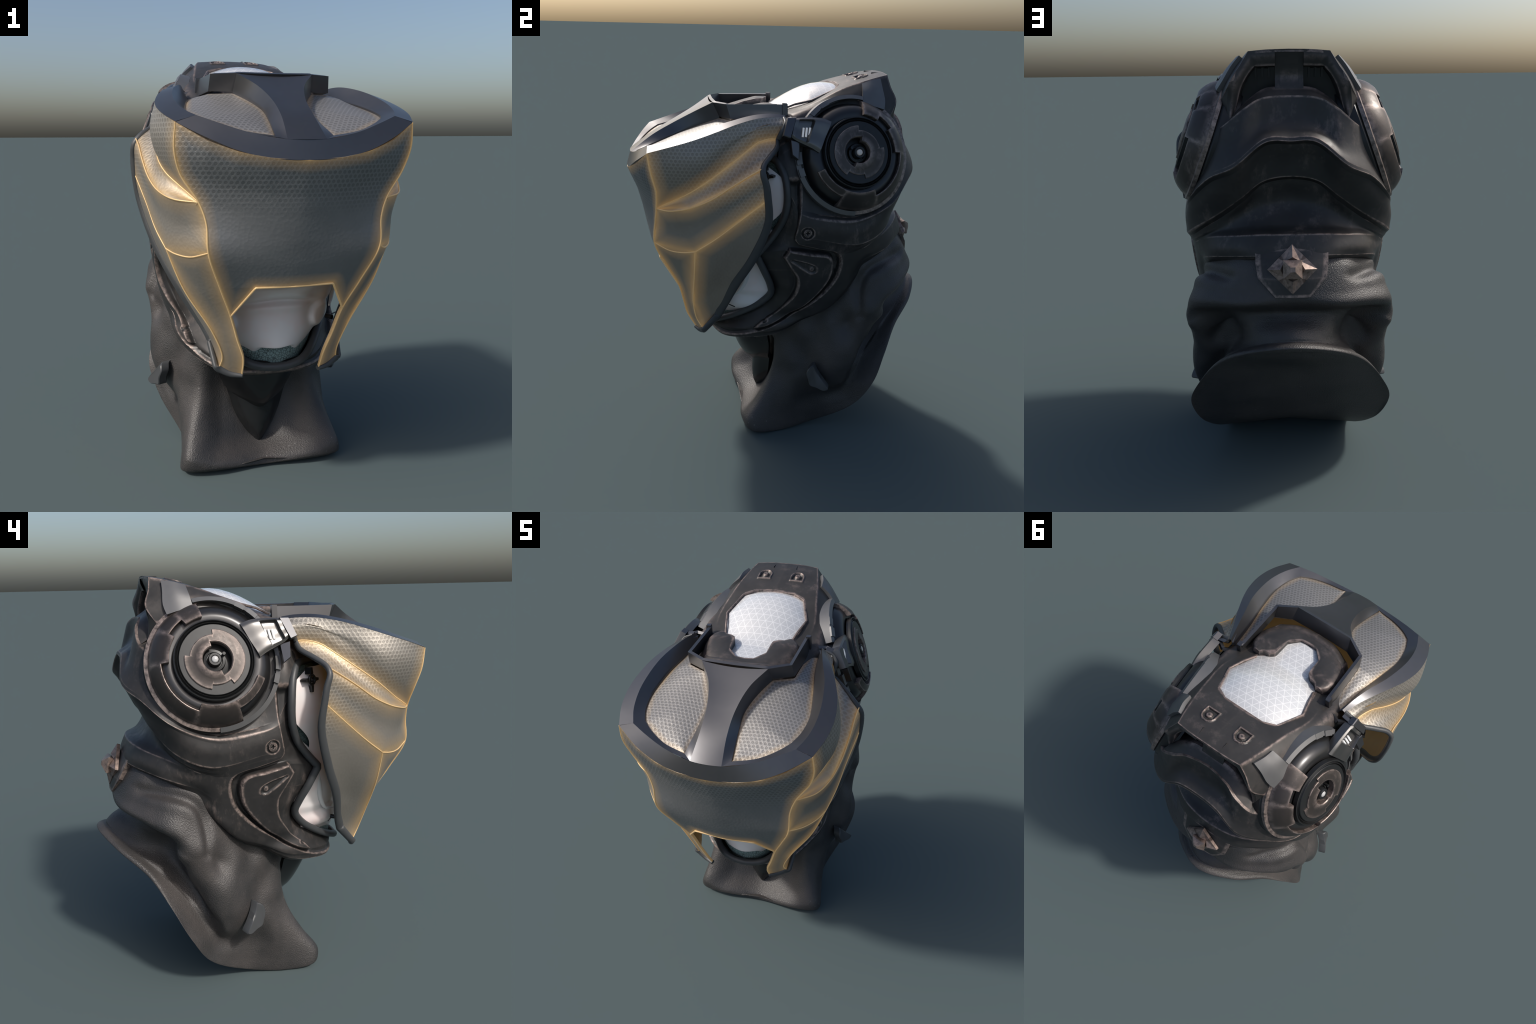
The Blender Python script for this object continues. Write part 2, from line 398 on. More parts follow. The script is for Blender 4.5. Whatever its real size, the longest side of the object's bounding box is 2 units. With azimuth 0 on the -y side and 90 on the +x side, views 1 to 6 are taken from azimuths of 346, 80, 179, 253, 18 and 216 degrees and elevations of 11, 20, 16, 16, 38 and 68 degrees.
def frame_mesh():
    m = Mesh()
    # brow strip, across the whole front
    O = cr(full(BROW), 81); O2 = O + V(0, .012, -.010); A = cr(full(TOPF), 81)
    m.grid(across([O2, O, A], 8, sharp=(1,)))
    # ridge top, slightly hollow across
    rows = []
    for p in cr(RIDGE, 40):
        xs = np.linspace(-1, 1, 17)
        rows.append([(p[0] * x, p[1] - .006 * (1 - x * x), p[2] - .010 * (1 - x * x) * (p[1] + .84) / .45) for x in xs])
    m.grid(np.array(rows))
    h = Mesh()
    s1 = cr(TOPF[1:], 40); s2 = cr(WIN_F, 40); h.grid(across([s1, s2, s2 + V(0, .004, -.014)], 6, sharp=(1,)))
    a, b, c = cr(T, 70), cr(BEV, 70), cr(WIN_S, 70)
    h.grid(across([a + V(-.030, .0, -.004), a, b, c, c + V(-.004, 0, -.014)], 8, sharp=(1, 2, 3)))
    r, w = cr(RIDGE, 50), cr(WALL, 50)
    h.grid(across([r, w, w + V(0, 0, -.014)], 6, sharp=(1,)), flip=True)
    h.mirror(); m.add(h.v, h.f)
    return m
visor = frame_mesh().build('visor', [M['frame']], root, recalc=True, smooth=35, weld=0)

def arm_wall():
    """lip that runs from hinge to hinge behind the ridge"""
    m = Mesh()
    top = full([(0, -.388, 1.848), (.16, -.385, 1.849), (.257, -.325, 1.850), (.261, -.03, 1.851)])
    bot = full([(0, -.36, 1.775), (.170, -.352, 1.779), (.264, -.304, 1.781), (.272, -.03, 1.774)])
    def poly(P): return np.vstack([cr([P[i], P[i + 1]], 12)[(1 if i else 0):] for i in range(len(P) - 1)])
    a, b = poly(top), poly(bot); 
    m.shell(across([a, b], 5), .015, flip=True)
    for s in (1, -1):
        o = [(s * .252, -.045, 1.768), (s * .280, -.045, 1.768), (s * .272, -.045, 1.857), (s * .250, -.045, 1.857)]
        m.prism(o if s > 0 else o[::-1], (0, .026, 0), bev=.003)
    return m
arm_wall().build('visor_rear_lip', [M['frame']], visor, recalc=True, smooth=30)

def window(m):
    inner = corners([WALL, [WALL[-1], (.264, -.304, 1.779)], [(.264, -.304, 1.779), (.268, -.15, 1.774), (.274, -.04, 1.768)]], 70)
    outer = corners([WIN_F, WIN_S], 70)
    d = V(0, 0, -.008)
    G = across([inner + d, (inner + outer) / 2 + d + V(0, 0, .006), outer + d], 14)
    m.shell(G, .008, 0, 1, flip=normals(G)[10, 30, 2] < 0)
    return m
twin(window, 'visor_window', [M['window'], M['lining']], visor, recalc=True)

# ------------------------------------------------------------------ visor panels
def piece(L, i, j, n=60): return cr(L, 400)[[0, -1]] if False else cr(L[i:j + 1], n)
VFs = cr(VF, 1200)
def vf(z0, z1, n=60):
    i = np.argmin(abs(VFs[:, 2] - z0)); j = np.argmin(abs(VFs[:, 2] - z1)); return even(VFs[i:j + 1], n)
REs = cr(RE, 1200)
def re(p, q, n=60):
    i = np.argmin(np.linalg.norm(REs - p, axis=1)); j = np.argmin(np.linalg.norm(REs - q, axis=1)); return even(REs[i:j + 1], n)
def side_panels(m):
    c1, c2, c3, c4, c5, t = [cr(c, 120) for c in (C1, C2, C3, C4, C5, T)]
    tip = (.262, -.457, .635); low = (.284, -.363, .718)
    for c0, cc, d0, d1, sag in (
        (t, c1, vf(1.648, 1.362), cr([T[-1], (.40, -.05, 1.775), (.405, -.07, 1.735), C1[-1]], 40), .034),
        (c1, c2, np.repeat(VFs[None, np.argmin(abs(VFs[:, 2] - 1.362))], 40, 0), re(C1[-1], C2[-1]), .008),
        (c2, np.vstack([c4, c3[1:]]), vf(1.362, 1.175), re(C2[-1], C3[-1]), .004),
        (c3, cr([tip, (.272, -.41, .677), low], 40), c5, re(C3[-1], low), .004),
        (c4, cr([VF[-1], (.22, -.470, .612), tip], 40), vf(1.175, .608), c5, .010)):
        G = coons(c0, cc, d0, d1, 64, 36, sag * .0)
        N = normals(G)
        sgn = 1 if N[18, 32, 0] > 0 else -1
        u = np.linspace(0, 1, 64)[None, :, None]; v = np.linspace(0, 1, 36)[:, None, None]
        w = np.sin(np.pi * v) * np.sin(np.pi * (u * .9 + .05)) ** .6
        if sag > .03: w = w * sm(u, .22, .68)
        G = G - sgn * N * w * sag
        m.shell(G, .010, 0, 1, flip=sgn < 0)
    return m
twin(side_panels, 'visor_side_panel', [M['visor_side'], M['lining']], visor, smooth=50)

def front_panel():
    m = Mesh(); nv, nu = 60, 81
    e = vf(1.648, 1.026, nv); zz = np.linspace(0, 1, nv)
    s = np.linspace(-1, 1, nu); f = np.interp(abs(s), [0, .3, .54, .77, 1], [0, .06, .215, .50, 1])
    f0 = f; f1 = abs(s) ** 1.65
    G = np.zeros((nv, nu, 3))
    for j in range(nv):
        t = zz[j]; w = sm(t, 0, .35); f = f0 * (1 - w) + f1 * w; mz = 1.516 + (1.026 - 1.516) * t
        my = np.interp(mz, [1.026, 1.12, 1.204, 1.30, 1.384, 1.45, 1.516], [-.690, -.722, -.744, -.763, -.784, -.807, -.831])
        G[j] = np.stack([s * e[j, 0], my + (e[j, 1] - my) * f, mz + (e[j, 2] - mz) * f], 1)
    m.shell(G, .010, 0, 1, flip=normals(G)[30, 40, 1] > 0)
    last = G[-1]
    k = np.argmin(abs(last[:, 0] - .158)); 
    ed = vf(1.026, .893, 20)
    for sg in (1, -1):
        # tabs beside the mouth notch
        H = []
        for i, t in enumerate(np.linspace(0, 1, 20)):
            a = V(.158, last[k, 1], 1.026) * (1 - t) + V(.238, -.583, .893) * t; b = ed[i]
            r = np.linspace(0, 1, 12)[:, None]
            H.append((a + (b - a) * r) * V(sg, 1, 1))
        H = np.array(H)
        m.shell(H, .010, 0, 1, flip=normals(H)[8, 5, 1] > 0)
    return m
front_panel().build('visor_front_panel', [M['visor_front'], M['lining']], visor, smooth=50)

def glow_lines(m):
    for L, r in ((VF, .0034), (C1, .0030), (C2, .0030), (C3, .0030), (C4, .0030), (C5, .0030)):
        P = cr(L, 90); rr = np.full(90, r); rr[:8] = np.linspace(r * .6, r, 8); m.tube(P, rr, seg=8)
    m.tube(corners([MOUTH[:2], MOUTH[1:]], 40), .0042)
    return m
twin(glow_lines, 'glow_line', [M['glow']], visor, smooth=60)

def trim(m):
    P = corners([[(.350, -.045, 1.797), (.40, -.048, 1.775), (.407, -.07, 1.735), (.393, -.085, 1.700)], RE, [RE[-1], (.272, -.45, .620)], [(.272, -.45, .620), (.22, -.468, .598), (.168, -.490, .596)]], 200)
    T_ = np.gradient(P, axis=0); T_ /= np.linalg.norm(T_, axis=1, keepdims=True)
    G = []
    for i in range(200):
        a = V(.47, -.42, 1.30) - P[i]; a -= T_[i] * (a @ T_[i]); a /= np.linalg.norm(a)
        b = np.cross(T_[i], a); w = np.interp(i, [0, 30, 60, 150, 185, 199], [.008, .011, .018, .027, .018, .010])
        G.append([P[i] + a * (w * .62) + a * (w * math.cos(k)) + b * (.013 * math.sin(k)) for k in np.linspace(0, 2 * math.pi, 14, endpoint=False)])
    G = np.array(G); m.grid(G, wrap=True); m.add(G[0], [tuple(range(14))]); m.add(G[-1], [tuple(range(14))[::-1]])
    return m
twin(trim, 'visor_trim', [M['rubber']], visor, smooth=60, recalc=True)

# ------------------------------------------------------------------ helmet shell
# rows from the back mid line round the side to the edge of the face opening / chin
ROWS = [
 # under the vents
 [(0, .475, 1.800), (.114, .478, 1.793), (.19, .500, 1.752), (.27, .525, 1.685), (.355, .44, 1.66), (.365, .28, 1.68), (.37, .10, 1.70), (.38, -.02, 1.69), (.385, -.08, 1.655)],
 # arch edge
 [(0, .556, 1.812), (.114, .573, 1.805), (.19, .598, 1.765), (.28, .585, 1.695), (.35, .47, 1.65), (.36, .30, 1.655), (.375, .11, 1.67), (.40, -.02, 1.655), (.400, -.085, 1.615)],
 [(0, .588, 1.705), (.115, .593, 1.697), (.215, .636, 1.632), (.328, .580, 1.583), (.382, .45, 1.56), (.375, .29, 1.56), (.41, .10, 1.57), (.435, -.01, 1.57), (.438, -.058, 1.544)],
 # first ridge
 [(0, .654, 1.648), (.110, .661, 1.643), (.236, .676, 1.548), (.350, .610, 1.490), (.436, .495, 1.388), (.455, .31, 1.316), (.468, .11, 1.338), (.476, .012, 1.380), (.460, -.044, 1.45)],
 [(0, .660, 1.633), (.110, .667, 1.628), (.238, .680, 1.532), (.354, .614, 1.474), (.450, .494, 1.370), (.474, .31, 1.297), (.486, .11, 1.316), (.482, .012, 1.350), (.458, -.046, 1.39)],
 [(0, .634, 1.618), (.110, .643, 1.611), (.230, .664, 1.512), (.344, .596, 1.455), (.448, .482, 1.352), (.476, .305, 1.283), (.488, .11, 1.302), (.484, .012, 1.335), (.457, -.047, 1.378)],
 [(0, .600, 1.555), (.115, .608, 1.538), (.220, .630, 1.455), (.342, .585, 1.395), (.452, .458, 1.285), (.486, .30, 1.235), (.494, .11, 1.262), (.488, .012, 1.29), (.452, -.050, 1.335)],
 # second ridge
 [(0, .585, 1.476), (.116, .590, 1.458), (.208, .598, 1.392), (.300, .562, 1.322), (.422, .480, 1.238), (.484, .325, 1.178), (.496, .11, 1.215), (.488, .010, 1.23), (.438, -.068, 1.285)],
 [(0, .556, 1.460), (.116, .566, 1.442), (.202, .578, 1.372), (.290, .542, 1.302), (.405, .455, 1.220), (.474, .318, 1.160), (.494, .11, 1.190), (.486, .006, 1.205), (.430, -.083, 1.250)],
 [(0, .530, 1.355), (.13, .546, 1.342), (.225, .546, 1.300), (.308, .522, 1.255), (.408, .448, 1.195), (.468, .31, 1.145), (.490, .11, 1.165), (.482, -.005, 1.18), (.424, -.118, 1.195)],
 [(0, .594, 1.268), (.13, .590, 1.266), (.225, .565, 1.252), (.308, .524, 1.230), (.402, .440, 1.184), (.464, .307, 1.137), (.489, .11, 1.15), (.481, -.012, 1.165), (.427, -.150, 1.162)],
 # belt upper edge
 [(0, .662, 1.240), (.14, .645, 1.236), (.24, .602, 1.222), (.326, .536, 1.203), (.405, .43, 1.165), (.460, .30, 1.125), (.488, .11, 1.135), (.480, -.02, 1.15), (.430, -.175, 1.130)],
 [(0, .682, 1.19), (.145, .668, 1.185), (.25, .620, 1.172), (.345, .540, 1.15), (.410, .42, 1.115), (.455, .29, 1.075), (.484, .11, 1.085), (.476, -.03, 1.10), (.425, -.178, 1.085)],
 # belt lower edge and jaw
 [(0, .692, 1.152), (.15, .678, 1.150), (.26, .615, 1.132), (.365, .520, 1.108), (.408, .395, 1.065), (.448, .28, 1.01), (.476, .11, 1.02), (.466, -.03, 1.03), (.418, -.140, 1.015)],
 [(0, .680, 1.135), (.15, .665, 1.133), (.26, .600, 1.115), (.362, .500, 1.090), (.406, .375, 1.03), (.440, .275, .95), (.464, .11, .945), (.452, -.02, .945), (.385, -.106, .935)],
]
# jaw rows: only the part that shows, from the jaw corner to the mouth and chin;
# behind the corner they tuck in under the leather by rule
JAW = [
 [(.408, .352, .97), (.438, .262, .888), (.450, .10, .868), (.432, -.01, .868), (.357, -.097, .872)],
 [(.410, .318, .905), (.438, .215, .838), (.436, .05, .790), (.400, -.07, .775), (.315, -.148, .800)],
 [(.408, .265, .842), (.432, .140, .772), (.418, -.03, .715), (.345, -.18, .682), (.225, -.295, .690)],
 [(.395, .235, .812), (.420, .100, .740), (.398, -.08, .668), (.272, -.298, .624), (.125, -.412, .622)],
 [(.385, .215, .80), (.408, .075, .722), (.380, -.10, .645), (.225, -.345, .597), (0, -.436, .602)],
 [(.380, .205, .79), (.402, .060, .708), (.372, -.11, .625), (.222, -.328, .563), (0, -.396, .560)],
 [(.360, .195, .775), (.370, .055, .690), (.330, -.09, .605), (.190, -.285, .542), (0, -.335, .532)],
 [(.24, .12, .74), (.25, .02, .67), (.22, -.08, .61), (.14, -.18, .57), (0, -.25, .555)],
]
for k, row in enumerate(JAW):
    ROWS.append([(x * (1 - .055 * k), y - .032 * k, z - .010 * k) for x, y, z in ((0, .60, 1.11), (.15, .59, 1.11), (.25, .55, 1.09), (.35, .46 - .01 * k, 1.06 - .012 * k))] + row)
def inside(poly, y, z):
    c = np.zeros(y.shape, bool); n = len(poly)
    for i in range(n):
        (y0, z0), (y1, z1) = poly[i], poly[(i + 1) % n]
        cond = ((z0 > z) != (z1 > z)) & (y < (y1 - y0) * (z - z0) / (z1 - z0 + 1e-12) + y0)
        c ^= cond
    return c
def sdist(poly, y, z, closed=True):
    """signed distance (positive inside) in the side plane"""
    d = np.full(y.shape, 9.0); n = len(poly)
    for i in range(n if closed else n - 1):
        a = np.array(poly[i]); b = np.array(poly[(i + 1) % n]); ab = b - a
        t = np.clip(((y - a[0]) * ab[0] + (z - a[1]) * ab[1]) / (ab @ ab), 0, 1)
        d = np.minimum(d, np.hypot(y - a[0] - t * ab[0], z - a[1] - t * ab[1]))
    return np.where(inside(poly, y, z), d, -d) if closed else d
def curve2(pts, n=60): return [tuple(p[:2]) for p in cr([(a, b, 0) for a, b in pts], n)]
RECESS = curve2([(.025, 1.52), (.022, 1.37), (.002, 1.25), (-.006, 1.215), (.012, 1.190)], 16) + curve2([(.02, 1.186), (.12, 1.160), (.205, 1.138), (.240, 1.108), (.249, 1.06), (.230, .976), (.165, .89), (.074, .811), (-.052, .716), (-.20, .625), (-.30, .585), (-.36, .572), (-.50, .572)], 80) + [(-.6, .56), (-.6, 1.55)]
CHEEK = curve2([(-.03, 1.160), (.08, 1.138), (.185, 1.116), (.210, 1.075), (.194, .974), (.089, .838), (-.018, .752), (-.12, .682), (-.185, .655)], 50) + curve2([(-.19, .662), (-.144, .717), (-.054, .808), (.008, .90), (.016, .99), (-.02, 1.05), (-.059, 1.112)], 40)
TEAR = curve2([(-.012, 1.105), (.07, 1.083), (.108, 1.06), (.112, 1.035), (.09, 1.028), (.06, 1.045), (-.012, 1.098)], 40)
def shell_disp(G, half):
    y, z, x = G[..., 1], G[..., 2], abs(G[..., 0])
    side = sm(y, .45, .32) * sm(z, 1.52, 1.48)
    g = sdist(RECESS, y, z); c = sdist(CHEEK, y, z); t = sdist(TEAR, y, z)
    d = -.022 * sm(g, -.002, .007) * side
    d += -.012 * sm(g, .0, .012) * sm(-c, -.002, .012) * sm(y, -.10, .04) * side
    d += .030 * sm(c, -.006, .010) * side
    d += -.007 * sm(t, -.003, .004) * side + .004 * sm(np.hypot(y - .09, z - 1.052), .016, .010)
    # screw in the side panel
    r = np.hypot(y - .058, z - 1.248)
    d += (-.008 * sm(abs(r - .026), .006, .002) - .006 * sm(abs(y - .058), .004, .002) * sm(r, .012, .008) - .006 * sm(abs(z - 1.248), .004, .002) * sm(r, .012, .008)) * side
    r = np.hypot(y + .135, z - .715); d += -.008 * sm(r, .014, .008) * side
    d += -.028 * np.exp(-((y + .02) / .11) ** 2 - ((z - .755) / .055) ** 2) * sm(x, .28, .36) + .009 * np.exp(-((y - .45) / .11) ** 2 - ((z - 1.17) / .11) ** 2) * sm(x, .25, .36) + .016 * np.exp(-((y - .20) / .15) ** 2 - ((z - 1.29) / .08) ** 2) * sm(x, .3, .4)
    return d
def shell_mesh():
    n = 230
    rows = [ctrl(r, n) for r in ROWS]
    per = [4, 14, 18, 5, 5, 18, 18, 6, 14, 10, 10, 10, 12, 10, 14, 16, 16, 14, 8, 9, 6, 6]
    per = [int(p * 1.6) for p in per]
    G = across(rows, 8, sharp=(1, 3, 4, 5, 7, 8, 11, 13, 20, 21), per=per)
    N = normals(G); N = np.where((N[..., :1] * G[..., :1] + N[..., 1:2] * (G[..., 1:2] - .15)).mean() > 0, N, -N)
    G = G + N * shell_disp(G, 1)[..., None]
    G[:, 0, 0] = 0
    m = Mesh(); m.grid(G); m.mirror()
    return m
shell = shell_mesh().build('helmet_shell', [M['shell']], root, recalc=True, smooth=32)

# rear belt plate with emblem
def belt_plate():
    m = Mesh(); rows = []
    for z in np.concatenate([np.linspace(1.19, 1.12, 8), np.linspace(1.112, 1.068, 6), np.linspace(1.066, .988, 12)]):
        w = np.interp(z, [.988, 1.066, 1.12, 1.19], [.074, .147, .156, .158]); yc = np.interp(z, [.988, 1.066, 1.12, 1.19], [.760, .741, .717, .681])
        x = np.linspace(-w, w, 25); rows.append(np.stack([x, yc - .95 * x * x, np.full(25, z)], 1))
    G = np.array(rows); m.shell(G, .035, flip=normals(G)[10, 12, 1] < 0); return m
belt_plate().build('nape_plate', [M['shell']], shell, recalc=True, smooth=30)

def emblem():
    m = Mesh(); c = V(0, .728, 1.105); n = V(0, .965, .26); up = V(0, -.26, .965); ri = V(1, 0, 0)
    P = lambda a, b, h: c + ri * a + up * b + n * h
    # four-armed star: each arm a faceted wedge with an open middle
    R, r = .106, .052
    for k in range(4):
        a = k * math.pi / 2
        def rot(u, v, h): return P(u * math.cos(a) - v * math.sin(a), u * math.sin(a) + v * math.cos(a), h)
        vs = [rot(R, 0, .004), rot(.046, .060, .004), rot(.034, .034, .010), rot(r, 0, .026), rot(.034, -.034, .010), rot(.046, -.060, .004), rot(.034, .034, -.01), rot(.034, -.034, -.01), rot(R, 0, -.012), rot(.046, .060, -.012), rot(.046, -.060, -.012)]
        m.add(vs, [(0, 1, 2, 3), (0, 3, 4, 5), (3, 2, 6, 7, 4), (0, 8, 9, 1), (0, 5, 10, 8), (1, 9, 6, 2), (5, 4, 7, 10)])
    return m
em = emblem().build('emblem', [M['gold_emblem']], shell, recalc=True, smooth=0)
def stud():
    m = Mesh(); c = V(0, .728, 1.105); n = V(0, .965, .26); up = V(0, -.26, .965); ri = V(1, 0, 0)
    P = lambda a, b, h: c + ri * a + up * b + n * h
    vs = []
    for s, h in ((.026, -.01), (.040, .028), (.040, .036), (.010, .062)):
        vs += [P(-s, -s, h), P(s, -s, h), P(s, s, h), P(-s, s, h)]
    F = [tuple(4 * k + i for i in (0, 1, 2, 3))[::-1] if k == 0 else tuple(4 * k + i for i in (0, 1, 2, 3)) for k in (0, 3)]
    for k in range(3):
        for i in range(4):
            j = (i + 1) % 4; F.append((4 * k + i, 4 * k + j, 4 * k + 4 + j, 4 * k + 4 + i))
    m.add(vs, F); return m
stud().build('pyramid_stud', [M['gold_emblem']], em, recalc=True, smooth=0)

# ------------------------------------------------------------------ crown plate
# half sections (mid -> edge -> side wall) from the rear edge forward
CROWN = [
 [(0, .528, 1.998), (.09, .527, 1.996), (.171, .520, 1.990), (.205, .530, 1.935), (.248, .553, 1.868), (.290, .512, 1.792)],
 [(0, .46, 1.989), (.10, .46, 1.986), (.188, .455, 1.977), (.232, .462, 1.925), (.270, .470, 1.865), (.305, .455, 1.80)],
 [(0, .36, 1.965), (.11, .36, 1.962), (.210, .355, 1.951), (.262, .355, 1.905), (.290, .355, 1.86), (.315, .35, 1.80)],
 [(0, .27, 1.935), (.12, .27, 1.930), (.228, .262, 1.922), (.275, .260, 1.882), (.298, .26, 1.845), (.32, .26, 1.78)],
 [(0, .12, 1.868), (.13, .12, 1.870), (.255, .120, 1.858), (.292, .13, 1.845), (.312, .13, 1.82), (.335, .13, 1.76)],
 [(0, .0, 1.81), (.13, .0, 1.825), (.245, .005, 1.815), (.305, .01, 1.805), (.335, .01, 1.77), (.35, .01, 1.70)],
 [(0, -.12, 1.785), (.13, -.12, 1.795), (.225, -.11, 1.790), (.30, -.09, 1.758), (.35, -.08, 1.71), (.375, -.07, 1.66)],
 [(0, -.22, 1.778), (.105, -.215, 1.792), (.21, -.195, 1.800), (.28, -.16, 1.755), (.345, -.12, 1.69), (.385, -.09, 1.64)],
 [(0, -.305, 1.815), (.11, -.295, 1.812), (.20, -.262, 1.795), (.275, -.210, 1.735), (.345, -.145, 1.665), (.39, -.095, 1.615)],
 [(0, -.355, 1.765), (.10, -.345, 1.762), (.195, -.305, 1.750), (.270, -.240, 1.70), (.342, -.155, 1.64), (.39, -.100, 1.60)],
 [(0, -.370, 1.68), (.10, -.355, 1.68), (.19, -.310, 1.675), (.265, -.245, 1.655), (.335, -.160, 1.62), (.388, -.098, 1.595)],
 [(0, -.355, 1.61), (.10, -.338, 1.61), (.18, -.295, 1.61), (.255, -.235, 1.605), (.33, -.155, 1.60), (.385, -.095, 1.585)],
]
# dome lens
DOME = [(0, .285, 1.932), (.106, .278, 1.930), (.166, .247, 1.912), (.214, .112, 1.860), (.190, .03, 1.835), (.176, -.055, 1.800), (.135, -.085, 1.797), (.098, -.115, 1.797), (.092, -.195, 1.792), (.044, -.246, 1.787), (0, -.246, 1.787)]
def crown():
    rows = []
    for r in CROWN:
        a = cr(r[:3], 50); b = cr(r[2:], 26); half = np.vstack([a, b[1:]])
        rows.append(np.vstack([half[:0:-1] * V(-1, 1, 1), half]))
    G = across(rows, 22, sharp=())
    lensp = [(p[0], p[1]) for p in DOME] + [(-p[0], p[1]) for p in DOME[-2:0:-1]]
    G[..., 2] -= .05 * sm(sdist(lensp, G[..., 0], G[..., 1]), .002, .010)
    # sensor sockets on the plate and a groove by the edge
    x, y = abs(G[..., 0]), G[..., 1]; top = sm(G[..., 2], 1.9, 1.93)
    r = np.hypot(x - .090, y - .402); box = np.maximum(abs(x - .09), abs(y - .402) * .95)
    rr = np.where(y > .402, r, box)
    d = (.006 * sm(abs(rr - .034), .006, .002) - .006 * sm(rr, .030, .026) + .012 * sm(r, .019, .012)) * top
    G[..., 2] += d
    m = Mesh(); m.shell(G, .012, flip=normals(G)[20, 25, 2] < 0)
    return m
crown_ob = crown().build('crown_plate', [M['plate']], root, recalc=True, smooth=38)

# rear face of the crown: frame with two vents
def rear_face():
    m = Mesh()
    # outline of one vent opening (x>0) inside the rear face
    top_o = [(0, .530, 1.996), (.085, .529, 1.994), (.171, .521, 1.989)]
    side_o = [(.171, .521, 1.989), (.205, .532, 1.935), (.248, .553, 1.868), (.262, .540, 1.80), (.262, .548, 1.712)]
    vt = [(.060, .515, 1.932), (.146, .515, 1.930)]
    vs = [(.146, .515, 1.930), (.176, .522, 1.895), (.203, .530, 1.845), (.222, .532, 1.78), (.240, .545, 1.720)]
    h = Mesh()
    def poly(L, n): return cr(L, n)
    a = np.vstack([poly([(.060, .5295, 1.995), (.171, .521, 1.989)], 12), poly(side_o, 30)[1:]])
    b = np.vstack([poly(vt, 12), poly(vs, 30)[1:]])
    inn = b + V(-.006, -.060, -.008)
    h.grid(across([a, (a + b) / 2 + V(0, .007, .003), b, inn], 6, sharp=(2,)))
    # cheek between the frame and the crown's side wall
    h.grid(across([cr([(.248, .553, 1.868), (.262, .540, 1.80), (.262, .548, 1.712)], 14), cr([(.249, .553, 1.868), (.278, .524, 1.80), (.295, .510, 1.70)], 14), cr([(.250, .552, 1.868), (.291, .510, 1.792), (.33, .46, 1.68)], 14)], 5))
    # sloping sill under the vents
    lo = cr([(0, .553, 1.806), (.114, .570, 1.800), (.19, .594, 1.760), (.262, .582, 1.708)], 30); up = cr([(0, .508, 1.848), (.10, .508, 1.842), (.165, .520, 1.805), (.238, .532, 1.735)], 30)
    h.grid(across([lo, up, up + V(0, -.05, -.01)], 5, sharp=(1,)))
    # centre column
    c0 = poly([(0, .530, 1.996), (0, .508, 1.94), (0, .497, 1.89), (0, .515, 1.845), (0, .540, 1.80)], 24)
    c1 = poly([(.060, .5295, 1.995), (.060, .508, 1.94), (.060, .497, 1.89), (.060, .515, 1.845), (.060, .540, 1.80)], 24)
    h.grid(across([c0, c1, c1 + V(.004, -.06, 0)], 5, sharp=(1,)))
    h.mirror(); m.add(h.v, h.f); return m
rear_face().build('rear_vent_frame', [M['plate']], crown_ob, recalc=True, smooth=36)
def rear_grille(m):
    G = across([cr([(.05, .485, 1.965), (.165, .475, 1.965)], 10), cr([(.05, .462, 1.80), (.24, .462, 1.80)], 10), cr([(.05, .47, 1.72), (.27, .48, 1.69)], 10)], 8)
    m.grid(G); return m
twin(rear_grille, 'vent_grille', [M['satin_black']], crown_ob, recalc=True)
def slats(m):
    for i in range(3):
        x = .085 + i * .028
        for dx, w, z0, z1 in ((0, .004, 1.885, 1.925), (.010, .010, 1.921, 1.925)):
            o = [(x + dx - w, .470, z0), (x + dx + w, .470, z0), (x + dx + w, .474, z1), (x + dx - w, .474, z1)]
            m.prism(o, (0, .008, 0))
    return m
twin(slats, 'vent_slat', [M['satin_black']], crown_ob, recalc=True, smooth=0)

def dome():
    P = np.vstack([cr([DOME[i], DOME[i + 1]], 14)[(1 if i else 0):] for i in range(len(DOME) - 1)])
    rows = []
    mid = lambda y: np.interp(y, [-.25, -.18, -.104, -.06, -.015, .026, .073, .119, .164, .21, .25, .29], [1.800, 1.803, 1.806, 1.824, 1.851, 1.876, 1.900, 1.918, 1.931, 1.937, 1.936, 1.930])
    n = len(P)
    ys = np.linspace(-.246, .285, 60)
    for y in ys:
        w = np.interp(y, [-.246, -.245, -.195, -.115, -.085, -.055, .03, .112, .247, .278, .285], [.046, .046, .092, .098, .135, .176, .192, .214, .166, .106, .100]) + .006
        ze = np.interp(y, [-.246, -.115, -.055, .112, .247, .285], [1.797, 1.797, 1.795, 1.852, 1.903, 1.922])
        s = np.linspace(-1, 1, 41); z = ze + (mid(y) - ze) * (1 - abs(s) ** 2.2)
        rows.append(np.stack([s * w, np.full(41, y), z], 1))
    m = Mesh(); m.grid(np.array(rows)); return m
dome().build('dome_lens', [M['lens']], crown_ob, recalc=True, smooth=80)

